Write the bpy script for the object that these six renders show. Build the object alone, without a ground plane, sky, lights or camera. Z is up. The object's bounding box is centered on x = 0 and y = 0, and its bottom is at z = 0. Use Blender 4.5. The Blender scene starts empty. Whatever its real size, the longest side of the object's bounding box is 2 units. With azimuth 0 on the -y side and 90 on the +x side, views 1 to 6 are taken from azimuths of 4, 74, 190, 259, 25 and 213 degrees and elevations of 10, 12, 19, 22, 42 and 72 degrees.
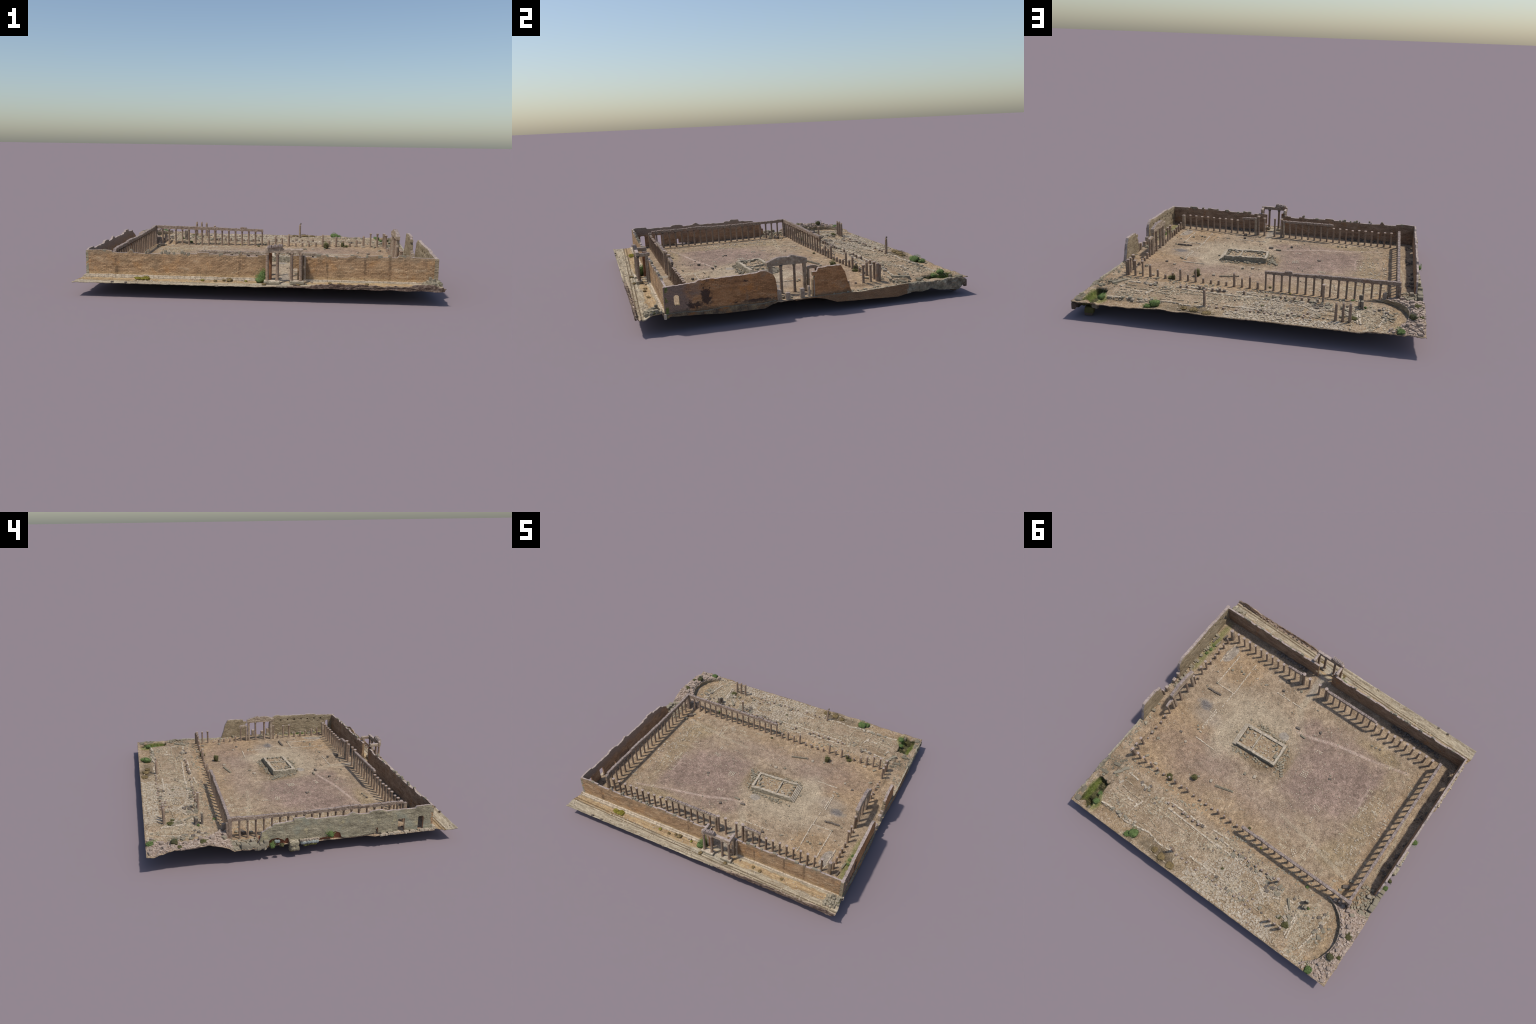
"""Ruined colonnaded forum on a thin slab of dry ground: walled court, four colonnades,
gateway, propylon, temple podium, and the rubble of a basilica with an apse."""
import bpy, math, random
import numpy as np
from mathutils import Matrix, Vector

RND = random.Random(11)
TAU = math.tau

# ------------------------------------------------------------------ numeric helpers
def hash2(ix, iy, seed):
    a = (ix.astype(np.int64) * 374761393 + iy.astype(np.int64) * 668265263 + seed * 2147483647) & 0xFFFFFFFF
    a = ((a ^ (a >> 13)) * 1274126177) & 0xFFFFFFFF
    a = ((a ^ (a >> 16)) * 2246822519) & 0xFFFFFFFF
    return ((a ^ (a >> 15)) & 0xFFFFFF) / float(0xFFFFFF)

def vnoise(x, y, seed=0):
    x = np.asarray(x, float); y = np.asarray(y, float)
    x, y = np.broadcast_arrays(x, y)
    ix, iy = np.floor(x), np.floor(y)
    fx, fy = x - ix, y - iy
    fx, fy = fx * fx * (3 - 2 * fx), fy * fy * (3 - 2 * fy)
    a, b = hash2(ix, iy, seed), hash2(ix + 1, iy, seed)
    c, d = hash2(ix, iy + 1, seed), hash2(ix + 1, iy + 1, seed)
    return (a + (b - a) * fx) * (1 - fy) + (c + (d - c) * fx) * fy

def fbm(x, y, octaves=4, seed=0):
    """fractal noise, about -1..1"""
    total, amp, norm = 0.0, 1.0, 0.0
    for k in range(octaves):
        total = total + amp * (vnoise(np.asarray(x) * 2 ** k + 17.3 * k, np.asarray(y) * 2 ** k - 9.1 * k, seed + k) * 2 - 1)
        norm += amp
        amp *= 0.55
    return total / norm

def cells(x, y, scale, seed):
    """rounded lumps of random height, 0..1, like half-buried stones"""
    x = np.asarray(x) * scale; y = np.asarray(y) * scale
    ix, iy = np.floor(x), np.floor(y)
    best = np.full(np.shape(x), 9.0); high = np.zeros(np.shape(x))
    for dx in (-1, 0, 1):
        for dy in (-1, 0, 1):
            cx, cy = ix + dx, iy + dy
            px, py = cx + hash2(cx, cy, seed), cy + hash2(cx, cy, seed + 1)
            d = np.hypot(x - px, y - py)
            near = d < best
            high = np.where(near, hash2(cx, cy, seed + 2), high)
            best = np.minimum(best, d)
    return np.clip(1.0 - best * 1.5, 0, 1) ** 0.6 * high ** 1.5

def ss(lo, hi, v):
    t = np.clip((np.asarray(v, float) - lo) / (hi - lo), 0, 1)
    return t * t * (3 - 2 * t)

def prof(pairs):
    s, z = [p[0] for p in pairs], [p[1] for p in pairs]
    return lambda v: np.interp(v, s, z)

# ------------------------------------------------------------------ ground relief
APSE = (-0.69, 0.69, 0.219)
RIM = prof([(.43, .085), (.445, .095), (.465, .114), (.5, .128), (.55, .136), (.65, .140), (.75, .134), (.82, .126), (.87, .110), (.93, .101)])
LEVEL_X = prof([(-1, .0785), (-.85, .0800), (-.5, .0795), (-.3, .0820), (0, .0850), (.5, .0868), (.85, .0895), (1, .0895)])
ROAD_Y = prof([(-.93, .0805), (-.87, .0785), (-.845, .0795), (-.81, .0810), (-.795, .0835), (-.775, .086)])

NORTH_X = prof([(-1, .092), (-.62, .092), (-.40, .0925), (-.2, .0935), (.1, .0965), (.35, .098), (.6, .1005), (.85, .098)])

def rut(x):
    return -.8500 - .034 * x

def pit_mask(x, y):
    skew = .055 * (y - .79)
    d = np.maximum(np.abs(x - .906 - skew * 0.6) / .048, np.abs(y - .790) / .112) + .34 * fbm(x * 24, y * 24, 3, 5)
    return 1 - ss(.80, 1.02, d)

def ground_z(x, y):
    x = np.asarray(x, float); y = np.asarray(y, float)
    z = LEVEL_X(x) + (NORTH_X(x) - LEVEL_X(x)) * ss(.455, .55, y)
    z = z + .004 * ss(.2, .5, x) * ss(0.0, .35, y) * (1 - ss(.45, .5, y))
    # apse: sunken half round with a rubble rim on its west side
    r = np.hypot(x - APSE[0], y - APSE[1])
    west = 1 - ss(-.70, -.64, x)
    z = np.where(r < APSE[2] + .05, z + (.0965 - z) * (1 - ss(APSE[2], APSE[2] + .012, r)) * ss(-.5, -.6, -np.abs(x)) , z)
    rim = RIM(y) + .010 * fbm(x * 14, y * 14, 3, 3)
    z = z + (rim - z) * west * ss(APSE[2] + .002, APSE[2] + .012, r) * ss(.42, .46, y)
    # low strip outside the east colonnade
    z = z + (.0845 - z) * ss(.872, .892, x) * ss(.20, .25, y) * (1 - ss(.62, .68, y))
    # rubble heap by the north end of the west wall
    heap = (1 - ss(-.90, -.86, x)) * ss(.26, .31, y) * (1 - ss(.42, .47, y))
    z = z + heap * (.012 + .010 * fbm(x * 20, y * 20, 3, 9))
    # sunk strip along the north edge, with a broken bank
    bank = ss(.815, .835, y + .012 * fbm(x * 12, 3.0, 2, 21)) * ss(.30, .38, x) * (1 - ss(.83, .87, x))
    z = z + bank * (.0965 - .010 * ss(.55, .66, x) + .008 * np.clip(fbm(x * 11, y * 11, 3, 8), -1, 1) - z)
    bank2 = ss(.84, .90, y) * (1 - ss(.20, .30, x)) * ss(-.05, .05, x)
    z = z - bank2 * .004
    # deep pit in the north-east corner with a low torn rim
    corner = ss(.83, .86, x) * ss(.62, .68, y)
    z = z + corner * (.094 + .008 * fbm(x * 22, y * 22, 3, 12) - z)
    pm = pit_mask(x, y)
    floor = .062 + .010 * fbm(x * 30, y * 30, 3, 4) - .056 * np.exp(-((x - .908) ** 2 + (y - .868) ** 2) / .022 ** 2) - .022 * (1 - ss(.69, .76, y))
    z = z + pm * (floor - z)
    # road strip south of the front wall
    road = ROAD_Y(y) + .006 * ss(-.4, .9, x) - .002
    for off in (0.0, -.017):
        road = road - .0035 * np.exp(-((y - rut(x) - off) / .0032) ** 2)
    road = road + .0012 * np.exp(-((y - rut(x) + .0085) / .006) ** 2)
    road = road + .016 * ss(.88, .95, x) * ss(-.88, -.83, y)
    road = road + .010 * ss(-.905, -.922, -y * -1) * ss(.25, .5, x) * (.5 + fbm(x * 18, y * 5, 3, 31))
    road = road + ss(-.900, -.918, y) * (.003 + .006 * ss(-.1, .3, x))
    z = np.where(y < -.7765, road, z)
    z = z + .007 * ss(.893, .920, y) * (1 - ss(.80, .88, x))
    # roughness
    rubble = ss(.47, .56, y) * (.55 + .45 * fbm(x * 5, y * 5, 2, 40))
    wild = np.clip(west * ss(APSE[2] + .01, APSE[2] + .03, r) * ss(.43, .47, y) + heap, 0, 1)
    z = z + (.0009 + .0008 * rubble) * fbm(x * 38, y * 38, 3, 50)
    z = z + (.0030 * np.clip(rubble, 0, 1) * cells(x, y, 75, 60)) + wild * (.010 * cells(x, y, 52, 70) - .003)
    z = z + np.where((y < .45) & (y > -.77), .0012 * cells(x, y, 60, 80) - .0004, 0)
    z = z + np.where(y < -.7765, .0010 * cells(x, y, 70, 90), 0)
    return np.maximum(z, .0065)

_HX, _HY = np.linspace(-1.02, 1.02, 511), np.linspace(-.95, .95, 476)
_HZ = ground_z(*np.meshgrid(_HX, _HY, indexing="ij")).tolist()

def gz(x, y):
    """ground height looked up by bilinear interpolation"""
    u = min(max((x + 1.02) / 2.04 * 510, 0), 509.999); v = min(max((y + .95) / 1.9 * 475, 0), 474.999)
    i, j = int(u), int(v)
    u -= i; v -= j
    return (_HZ[i][j] * (1 - u) + _HZ[i + 1][j] * u) * (1 - v) + (_HZ[i][j + 1] * (1 - u) + _HZ[i + 1][j + 1] * u) * v

# ------------------------------------------------------------------ materials
def rgb(r, g, b):
    f = lambda c: (c / 255 / 12.92) if c / 255 <= .04045 else ((c / 255 + .055) / 1.055) ** 2.4
    return (f(r), f(g), f(b), 1.0)

class Nodes:
    def __init__(self, name, rough=.93):
        self.m = bpy.data.materials.new(name)
        self.m.use_nodes = True
        self.t = self.m.node_tree
        self.p = self.t.nodes["Principled BSDF"]
        self.p.inputs["Roughness"].default_value = rough
        self.p.inputs["Specular IOR Level"].default_value = .15
        self.obj = self.t.nodes.new("ShaderNodeTexCoord").outputs["Object"]
        self._xyz = None

    def link(self, a, b):
        if hasattr(a, "is_output"):
            self.t.links.new(a, b)
        else:
            b.default_value = a

    @property
    def xyz(self):
        if self._xyz is None:
            n = self.t.nodes.new("ShaderNodeSeparateXYZ")
            self.link(self.obj, n.inputs[0])
            self._xyz = n.outputs
        return self._xyz

    def math(self, op, a, b=0.0, c=0.0, clamp=False):
        n = self.t.nodes.new("ShaderNodeMath")
        n.operation, n.use_clamp = op, clamp
        for v, s in zip((a, b, c), n.inputs):
            self.link(v, s)
        return n.outputs[0]

    def combine(self, x, y, z):
        n = self.t.nodes.new("ShaderNodeCombineXYZ")
        for v, s in zip((x, y, z), n.inputs):
            self.link(v, s)
        return n.outputs[0]

    def vmath(self, op, a, b):
        n = self.t.nodes.new("ShaderNodeVectorMath")
        n.operation = op
        self.link(a, n.inputs[0]); self.link(b, n.inputs[1])
        return n.outputs[0]

    def noise(self, scale, detail=4.0, rough=.6, vec=None, distortion=0.0):
        n = self.t.nodes.new("ShaderNodeTexNoise")
        self.link(vec if vec is not None else self.obj, n.inputs["Vector"])
        n.inputs["Scale"].default_value = scale
        n.inputs["Detail"].default_value = detail
        n.inputs["Roughness"].default_value = rough
        n.inputs["Distortion"].default_value = distortion
        return n.outputs["Fac"]

    def voronoi(self, scale, vec=None, feature="F1", out="Distance"):
        n = self.t.nodes.new("ShaderNodeTexVoronoi")
        n.feature = feature
        self.link(vec if vec is not None else self.obj, n.inputs["Vector"])
        n.inputs["Scale"].default_value = scale
        return n.outputs[out]

    def smooth(self, v, lo, hi, a=0.0, b=1.0):
        n = self.t.nodes.new("ShaderNodeMapRange")
        n.interpolation_type = "SMOOTHSTEP"
        self.link(v, n.inputs[0])
        if lo > hi:
            lo, hi, a, b = hi, lo, b, a
        for i, x in zip((1, 2, 3, 4), (lo, hi, a, b)):
            n.inputs[i].default_value = x
        return n.outputs[0]

    def mix(self, f, a, b, mode="MIX"):
        n = self.t.nodes.new("ShaderNodeMix")
        n.data_type, n.blend_type = "RGBA", mode
        self.link(f, n.inputs[0]); self.link(a, n.inputs[6]); self.link(b, n.inputs[7])
        return n.outputs[2]

    def times(self, c, f):
        """scale a colour by a factor"""
        g = self.t.nodes.new("ShaderNodeCombineColor")
        for s in g.inputs[:3]:
            self.link(f, s)
        return self.mix(1.0, c, g.outputs[0], "MULTIPLY")

    def ramp(self, f, stops):
        n = self.t.nodes.new("ShaderNodeValToRGB")
        self.link(f, n.inputs[0])
        e = n.color_ramp.elements
        while len(e) < len(stops):
            e.new(.5)
        for k, (p, c) in zip(e, stops):
            k.position, k.color = p, c
        return n.outputs[0]

    def random(self):
        return self.t.nodes.new("ShaderNodeObjectInfo").outputs["Random"]

    def finish(self, color, height=None, strength=.5, distance=.004):
        self.link(color, self.p.inputs["Base Color"])
        if height is not None:
            b = self.t.nodes.new("ShaderNodeBump")
            b.inputs["Strength"].default_value = strength
            b.inputs["Distance"].default_value = distance
            self.link(height, b.inputs["Height"])
            self.link(b.outputs[0], self.p.inputs["Normal"])
        return self.m

    # masks on the plan
    def ellipse(self, cx, cy, rx, ry, soft=.35, wob=.5, scale=9, turn=0.0):
        x, y = self.math("SUBTRACT", self.xyz[0], cx), self.math("SUBTRACT", self.xyz[1], cy)
        if turn:
            c, s = math.cos(turn), math.sin(turn)
            x, y = (self.math("ADD", self.math("MULTIPLY", x, c), self.math("MULTIPLY", y, s)),
                    self.math("SUBTRACT", self.math("MULTIPLY", y, c), self.math("MULTIPLY", x, s)))
        x, y = self.math("DIVIDE", x, rx), self.math("DIVIDE", y, ry)
        d = self.math("SQRT", self.math("ADD", self.math("MULTIPLY", x, x), self.math("MULTIPLY", y, y)))
        n = self.math("MULTIPLY", self.math("SUBTRACT", self.noise(scale, 4), .5), wob * 2)
        return self.smooth(self.math("ADD", d, n), 1 + soft, 1 - soft)

    def line(self, ax, ay, bx, by, w, soft=.5, wob=.6, scale=40):
        dx, dy = bx - ax, by - ay
        l2 = dx * dx + dy * dy
        px, py = self.math("SUBTRACT", self.xyz[0], ax), self.math("SUBTRACT", self.xyz[1], ay)
        t = self.math("MULTIPLY_ADD", px, dx / l2, self.math("MULTIPLY", py, dy / l2), clamp=True)
        qx, qy = self.math("SUBTRACT", px, self.math("MULTIPLY", t, dx)), self.math("SUBTRACT", py, self.math("MULTIPLY", t, dy))
        d = self.math("SQRT", self.math("ADD", self.math("MULTIPLY", qx, qx), self.math("MULTIPLY", qy, qy)))
        n = self.math("MULTIPLY", self.math("SUBTRACT", self.noise(scale, 3), .5), w * wob * 2)
        return self.smooth(self.math("ADD", d, n), w * (1 + soft), w * (1 - soft))

    def most(self, masks):
        out = masks[0]
        for m in masks[1:]:
            out = self.math("MAXIMUM", out, m)
        return out

    def weak(self, m, k):
        return self.math("MULTIPLY", m, k)

def ground_material():
    n = Nodes("dry_grass_ground", .96)
    x, y, z = n.xyz[0], n.xyz[1], n.xyz[2]
    big, mid = n.noise(6, 5), n.noise(28, 5, .65)
    c = n.ramp(mid, [(.28, rgb(136, 115, 94)), (.48, rgb(165, 143, 117)), (.70, rgb(190, 167, 140))])
    # warm orange straw
    straw = n.ramp(n.noise(34, 5, .65), [(.32, rgb(146, 119, 90)), (.55, rgb(178, 147, 110)), (.72, rgb(200, 172, 136))])
    warm = n.most([n.ellipse(.72, .22, .22, .30), n.ellipse(.66, -.50, .18, .14), n.ellipse(.05, .47, .95, .045, .5),
                   n.weak(n.ellipse(-.80, -.15, .07, .5), .7), n.weak(n.ellipse(.25, .35, .5, .1), .6), n.ellipse(-.80, .36, .12, .06),
                   n.weak(n.ellipse(.70, .86, .22, .05), .9), n.weak(n.ellipse(-.75, .86, .14, .05), .8),
                   n.weak(n.ellipse(-.84, .66, .05, .15), .8)])
    c = n.mix(n.weak(warm, .6), c, straw)
    # mauve-brown meadow in the south-west of the court
    meadow = n.ramp(n.noise(40, 6, .7), [(.28, rgb(112, 93, 84)), (.50, rgb(148, 124, 112)), (.72, rgb(186, 158, 144))])
    mm = n.most([n.weak(n.ellipse(-.33, -.17, .34, .30, .55, .9, 5), .9), n.weak(n.ellipse(-.05, -.38, .16, .10), .7), n.weak(n.ellipse(.48, .20, .28, .16, .6, .8, 5), .55), n.weak(n.ellipse(.0, .22, .3, .10, .6, .8), .4)])
    c = n.mix(n.weak(mm, .85), c, meadow)
    # olive growth
    olive = n.ramp(n.noise(50, 5), [(.35, rgb(134, 116, 84)), (.65, rgb(172, 150, 112))])
    om = n.most([n.ellipse(-.64, -.08, .07, .34, .5), n.ellipse(-.47, -.53, .16, .05, .5), n.ellipse(-.62, .22, .12, .10, .5), n.weak(n.ellipse(.0, -.08, .04, .12, .5), .9),
                 n.weak(n.ellipse(.2, .02, .14, .03, .5), .6), n.weak(n.ellipse(-.60, .72, .30, .12, .6), .75), n.weak(n.ellipse(.2, .86, .5, .05), .6)])
    c = n.mix(n.weak(om, .5), c, olive)
    apron = n.math('SUBTRACT', n.ellipse(.205, -.10, .225, .150, .10, .12), n.ellipse(.205, -.10, .165, .09, .05, .05), clamp=True)
    c = n.mix(n.weak(apron, .75), c, n.ramp(n.noise(60, 4), [(.35, rgb(106, 86, 66)), (.65, rgb(152, 130, 102))]))
    # trodden pale ground and paths
    pale = n.ramp(n.noise(60, 4), [(.35, rgb(172, 155, 130)), (.65, rgb(194, 177, 150))])
    tread = n.most([n.weak(n.ellipse(.32, -.22, .30, .17, .45), .7), n.weak(n.ellipse(.42, -.08, .12, .2, .4), .8), n.weak(n.line(.146, -.76, .146, -.47, .022), .8),
                    n.weak(n.line(-.40, .24, -.74, .31, .014), .7), n.weak(n.line(-.18, .21, -.40, .24, .012), .5), n.weak(n.line(.15, -.47, .05, -.34, .03), .5),
                    n.line(-.85, -.29, -.88, -.05, .007), n.line(-.88, -.05, -.886, .16, .007),
                    n.line(-.36, .52, -.36, .60, .007), n.line(-.47, .65, -.31, .63, .006), n.line(-.72, .56, -.77, .82, .006),
                    n.line(-.40, .66, -.38, .75, .006), n.line(-.527, .631, -.626, .65, .006)])
    c = n.mix(n.weak(tread, .8), c, pale)
    white = n.ramp(n.noise(80, 3), [(.35, rgb(186, 158, 140)), (.65, rgb(212, 190, 172))])
    wm = n.most([n.weak(n.line(.07, -.33, -.016, -.343, .010), .6), n.line(-.016, -.343, -.213, -.406, .010, .6, 1.0), n.line(-.213, -.406, -.44, -.447, .010), n.weak(n.line(-.44, -.447, -.70, -.51, .010), .7),
                 n.weak(n.line(-.55, -.26, -.56, -.05, .007), .6)])
    c = n.mix(n.weak(wm, .65), c, white)
    # ash and weathered concrete
    grey = n.ramp(n.noise(45, 4), [(.35, rgb(142, 132, 122)), (.65, rgb(180, 169, 154))])
    gm = n.most([n.ellipse(.69, -.125, .055, .035, .6, 1.0, 24), n.weak(n.ellipse(.64, -.06, .10, .06, .6, .5), .5), n.ellipse(.785, -.535, .035, .075, .12, .2, 30, -.15),
                 n.ellipse(.121, -.245, .035, .03, .15, .3, 30), n.weak(n.ellipse(.155, -.68, .03, .10, .3), .7)])
    c = n.mix(n.weak(gm, .8), c, grey)
    c = n.mix(n.weak(n.ellipse(.69, -.125, .045, .026, .6, 1.2, 24), .75), c, rgb(110, 104, 102))
    # basilica: pale scatter of stone chips
    north = n.smooth(y, .47, .56)
    c = n.mix(n.weak(n.math('MULTIPLY', north, n.smooth(n.noise(16, 5, .65), .42, .60)), .7), c, n.ramp(n.noise(50, 4), [(.35, rgb(122, 101, 78)), (.65, rgb(162, 139, 109))]))
    chips = n.math("MULTIPLY", north, n.smooth(n.noise(70, 3, .7), .50, .62))
    patch = n.smooth(n.noise(9, 4), .38, .58)
    c = n.mix(n.weak(n.math("MULTIPLY", chips, patch), .6), c, n.ramp(n.noise(30, 2), [(.3, rgb(182, 165, 144)), (.7, rgb(206, 190, 166))]))
    darkn = n.most([n.ellipse(.28, .87, .10, .045, .5), n.ellipse(.40, .87, .06, .04, .6)])
    c = n.mix(n.weak(darkn, .7), c, rgb(112, 98, 78))
    # rubble rim round the apse: greyer, rosier stone
    rimm = n.most([n.ellipse(-.95, .60, .055, .24, .3), n.ellipse(-.93, .86, .06, .07, .3), n.ellipse(-.86, .46, .09, .03, .3)])
    c = n.mix(n.weak(rimm, .75), c, n.ramp(n.voronoi(60, out="Color"), [(.2, rgb(150, 132, 116)), (.8, rgb(186, 166, 150))]))
    # moss in the pit
    moss = n.math("MULTIPLY", n.smooth(z, .092, .080), n.math("MULTIPLY", n.smooth(x, .84, .86), n.smooth(y, .66, .68)))
    c = n.mix(moss, c, n.ramp(n.noise(40, 5), [(.30, rgb(42, 40, 28)), (.45, rgb(66, 66, 42)), (.58, rgb(96, 90, 60)), (.72, rgb(128, 114, 84))]))
    mossy = n.most([n.ellipse(.85, .84, .03, .06, .4), n.ellipse(.93, -.50, .025, .2, .5), n.ellipse(.94, .79, .02, .08, .4)])
    c = n.mix(n.weak(mossy, .6), c, rgb(106, 118, 52))
    # grain
    g1 = n.noise(170, 3, .7)
    g2 = n.noise(480, 2, .6)
    g3 = n.smooth(n.voronoi(95), .05, .30)
    c = n.times(c, n.smooth(g1, .30, .70, .66, 1.24))
    c = n.times(c, n.smooth(n.noise(85, 3, .75), .34, .46, .72, 1.0))
    c = n.times(c, n.smooth(n.noise(110, 2, .6), .60, .70, 1.0, 1.18))
    c = n.times(c, n.smooth(g2, .3, .7, .84, 1.12))
    c = n.times(c, n.smooth(big, .3, .7, .90, 1.07))
    c = n.times(c, n.smooth(n.noise(17, 4, .6), .32, .68, .86, 1.10))
    vc = n.t.nodes.new("ShaderNodeTexVoronoi")
    n.link(n.obj, vc.inputs["Vector"]); vc.inputs["Scale"].default_value = 120
    tone = n.t.nodes.new("ShaderNodeSeparateColor")
    n.link(vc.outputs["Color"], tone.inputs[0])
    area = n.smooth(n.noise(7, 4, .6), .36, .62)
    chip_m = n.math("MULTIPLY", n.math("MULTIPLY", n.smooth(vc.outputs["Distance"], .34, .20), n.smooth(tone.outputs[0], .74, .80)), n.smooth(area, 0, 1, .25, .9))
    c = n.mix(chip_m, c, rgb(206, 188, 162))
    tuft = n.math("MULTIPLY", n.smooth(vc.outputs["Distance"], .46, .25), n.smooth(tone.outputs[1], .76, .82))
    c = n.mix(n.weak(tuft, .5), c, rgb(104, 86, 68))
    h = n.math("ADD", n.math("MULTIPLY", g1, .8), n.math("ADD", n.math("MULTIPLY", g2, .35), n.math("MULTIPLY", g3, .25)))
    return n.finish(c, h, .8, .0035)

def road_material():
    n = Nodes("old_road_surface", .96)
    x, y = n.xyz[0], n.xyz[1]
    st = n.vmath("MULTIPLY", n.obj, (.35, 1.6, 1.0))
    c = n.ramp(n.noise(40, 5, .65, st), [(.3, rgb(142, 128, 106)), (.5, rgb(176, 161, 136)), (.7, rgb(200, 186, 160))])
    straw = n.ramp(n.noise(45, 5), [(.3, rgb(146, 116, 82)), (.5, rgb(176, 146, 106)), (.7, rgb(194, 168, 126))])
    band = n.math("ADD", y, n.math("MULTIPLY", n.math("SUBTRACT", n.noise(14, 3), .5), .05))
    verge = n.math("MULTIPLY", n.smooth(band, -.846, -.832), n.smooth(band, -.788, -.796))
    c = n.mix(n.weak(verge, .8), c, straw)
    c = n.mix(n.weak(n.smooth(n.noise(26, 4, .7), .54, .66), .6), c, rgb(140, 120, 92))
    right = n.math("MULTIPLY", n.smooth(x, .0, .4), n.smooth(band, -.892, -.902))
    c = n.mix(n.weak(right, .6), c, rgb(192, 164, 144))
    streak = n.noise(55, 4, .7, n.vmath('MULTIPLY', n.obj, (.08, 2.2, 1.0)))
    c = n.times(c, n.smooth(streak, .36, .58, .74, 1.08))
    d = n.math("MULTIPLY_ADD", x, .034, n.math("ADD", y, .8575))
    for off in (0.0, -.017):
        t = n.math("ABSOLUTE", n.math("SUBTRACT", d, off))
        c = n.mix(n.smooth(t, .0042, .0016, 0, .8), c, rgb(96, 78, 56))
    edge = n.smooth(n.math("ADD", y, n.math("MULTIPLY", n.math("SUBTRACT", n.noise(22, 4), .5), .03)), -.912, -.920)
    c = n.mix(n.weak(n.math("MULTIPLY", edge, n.smooth(x, .1, .4)), .75), c, rgb(92, 76, 62))
    paving = n.most([n.ellipse(.15, -.835, .11, .03, .2, .2), n.ellipse(.02, -.85, .05, .02, .3)])
    c = n.mix(n.weak(paving, .7), c, n.ramp(n.voronoi(70, out="Color"), [(.2, rgb(160, 150, 132)), (.8, rgb(188, 178, 158))]))
    g1, g2 = n.noise(150, 4, .7), n.noise(420, 2)
    c = n.times(c, n.smooth(g1, .28, .72, .78, 1.16))
    c = n.times(c, n.smooth(g2, .3, .7, .88, 1.1))
    return n.finish(c, n.math("ADD", g1, n.math("MULTIPLY", g2, .4)), .7, .003)

def masonry(name, stops, along="x", course=.0078, brick=.021, stains=(), courses=.45, grain=.25, extra=None, pit=.6):
    """coursed block masonry; stains: (colour, noise scale, low, high, strength)"""
    n = Nodes(name, .94)
    s = n.xyz[0] if along == "x" else n.xyz[1]
    wob = n.math("MULTIPLY", n.math("SUBTRACT", n.noise(22, 4), .5), .012)
    v = n.combine(n.math("ADD", s, n.math("MULTIPLY", n.math("SUBTRACT", n.noise(50, 2), .5), .012)), n.math("ADD", n.xyz[2], wob), 0.0)
    b = n.t.nodes.new("ShaderNodeTexBrick")
    n.link(v, b.inputs["Vector"])
    b.inputs["Color1"].default_value = (.25, .25, .25, 1)
    b.inputs["Color2"].default_value = (.85, .85, .85, 1)
    b.inputs["Mortar"].default_value = (0, 0, 0, 1)
    b.inputs["Scale"].default_value = 1.0
    b.inputs["Mortar Size"].default_value = .0009
    b.inputs["Mortar Smooth"].default_value = .5
    b.inputs["Bias"].default_value = 0.0
    b.inputs["Brick Width"].default_value = brick
    b.inputs["Row Height"].default_value = course
    st = n.combine(n.math("MULTIPLY", s, .45), 0.0, n.math("MULTIPLY", n.xyz[2], 1.4)) if along == "x" else n.combine(0.0, n.math("MULTIPLY", s, .45), n.math("MULTIPLY", n.xyz[2], 1.4))
    base = n.ramp(n.noise(24, 6, .68, st), stops)
    tone = n.t.nodes.new("ShaderNodeSeparateColor")
    n.link(b.outputs["Color"], tone.inputs[0])
    worn = n.smooth(n.noise(9, 4, .6), .42, .58)
    per = n.math('ADD', 1.0, n.math('MULTIPLY', n.math('SUBTRACT', n.smooth(tone.outputs[0], .2, .9, .80, 1.16), 1.0), n.smooth(worn, 0, 1, 1.0, .25)))
    c = n.times(base, per)
    mort = n.math("MULTIPLY", b.outputs["Fac"], n.smooth(worn, 0, 1, courses, courses * .15))
    c = n.mix(mort, c, rgb(70, 52, 38))
    for col, sc, lo, hi, k in stains:
        c = n.mix(n.weak(n.smooth(n.noise(sc, 5, .65), lo, hi), k), c, col)
    if extra:
        c = extra(n, c)
    g = n.noise(210, 4, .7)
    c = n.times(c, n.smooth(g, .28, .72, 1 - grain, 1 + grain * .8))
    pock = n.smooth(n.noise(60, 3, .7), .66, .74)
    c = n.mix(n.weak(pock, pit), c, rgb(62, 48, 38))
    h = n.math("SUBTRACT", n.math("ADD", n.math("MULTIPLY", g, .5), n.noise(45, 3)), n.math("MULTIPLY", b.outputs["Fac"], .5))
    return n.finish(c, h, .75, .004)

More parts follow.
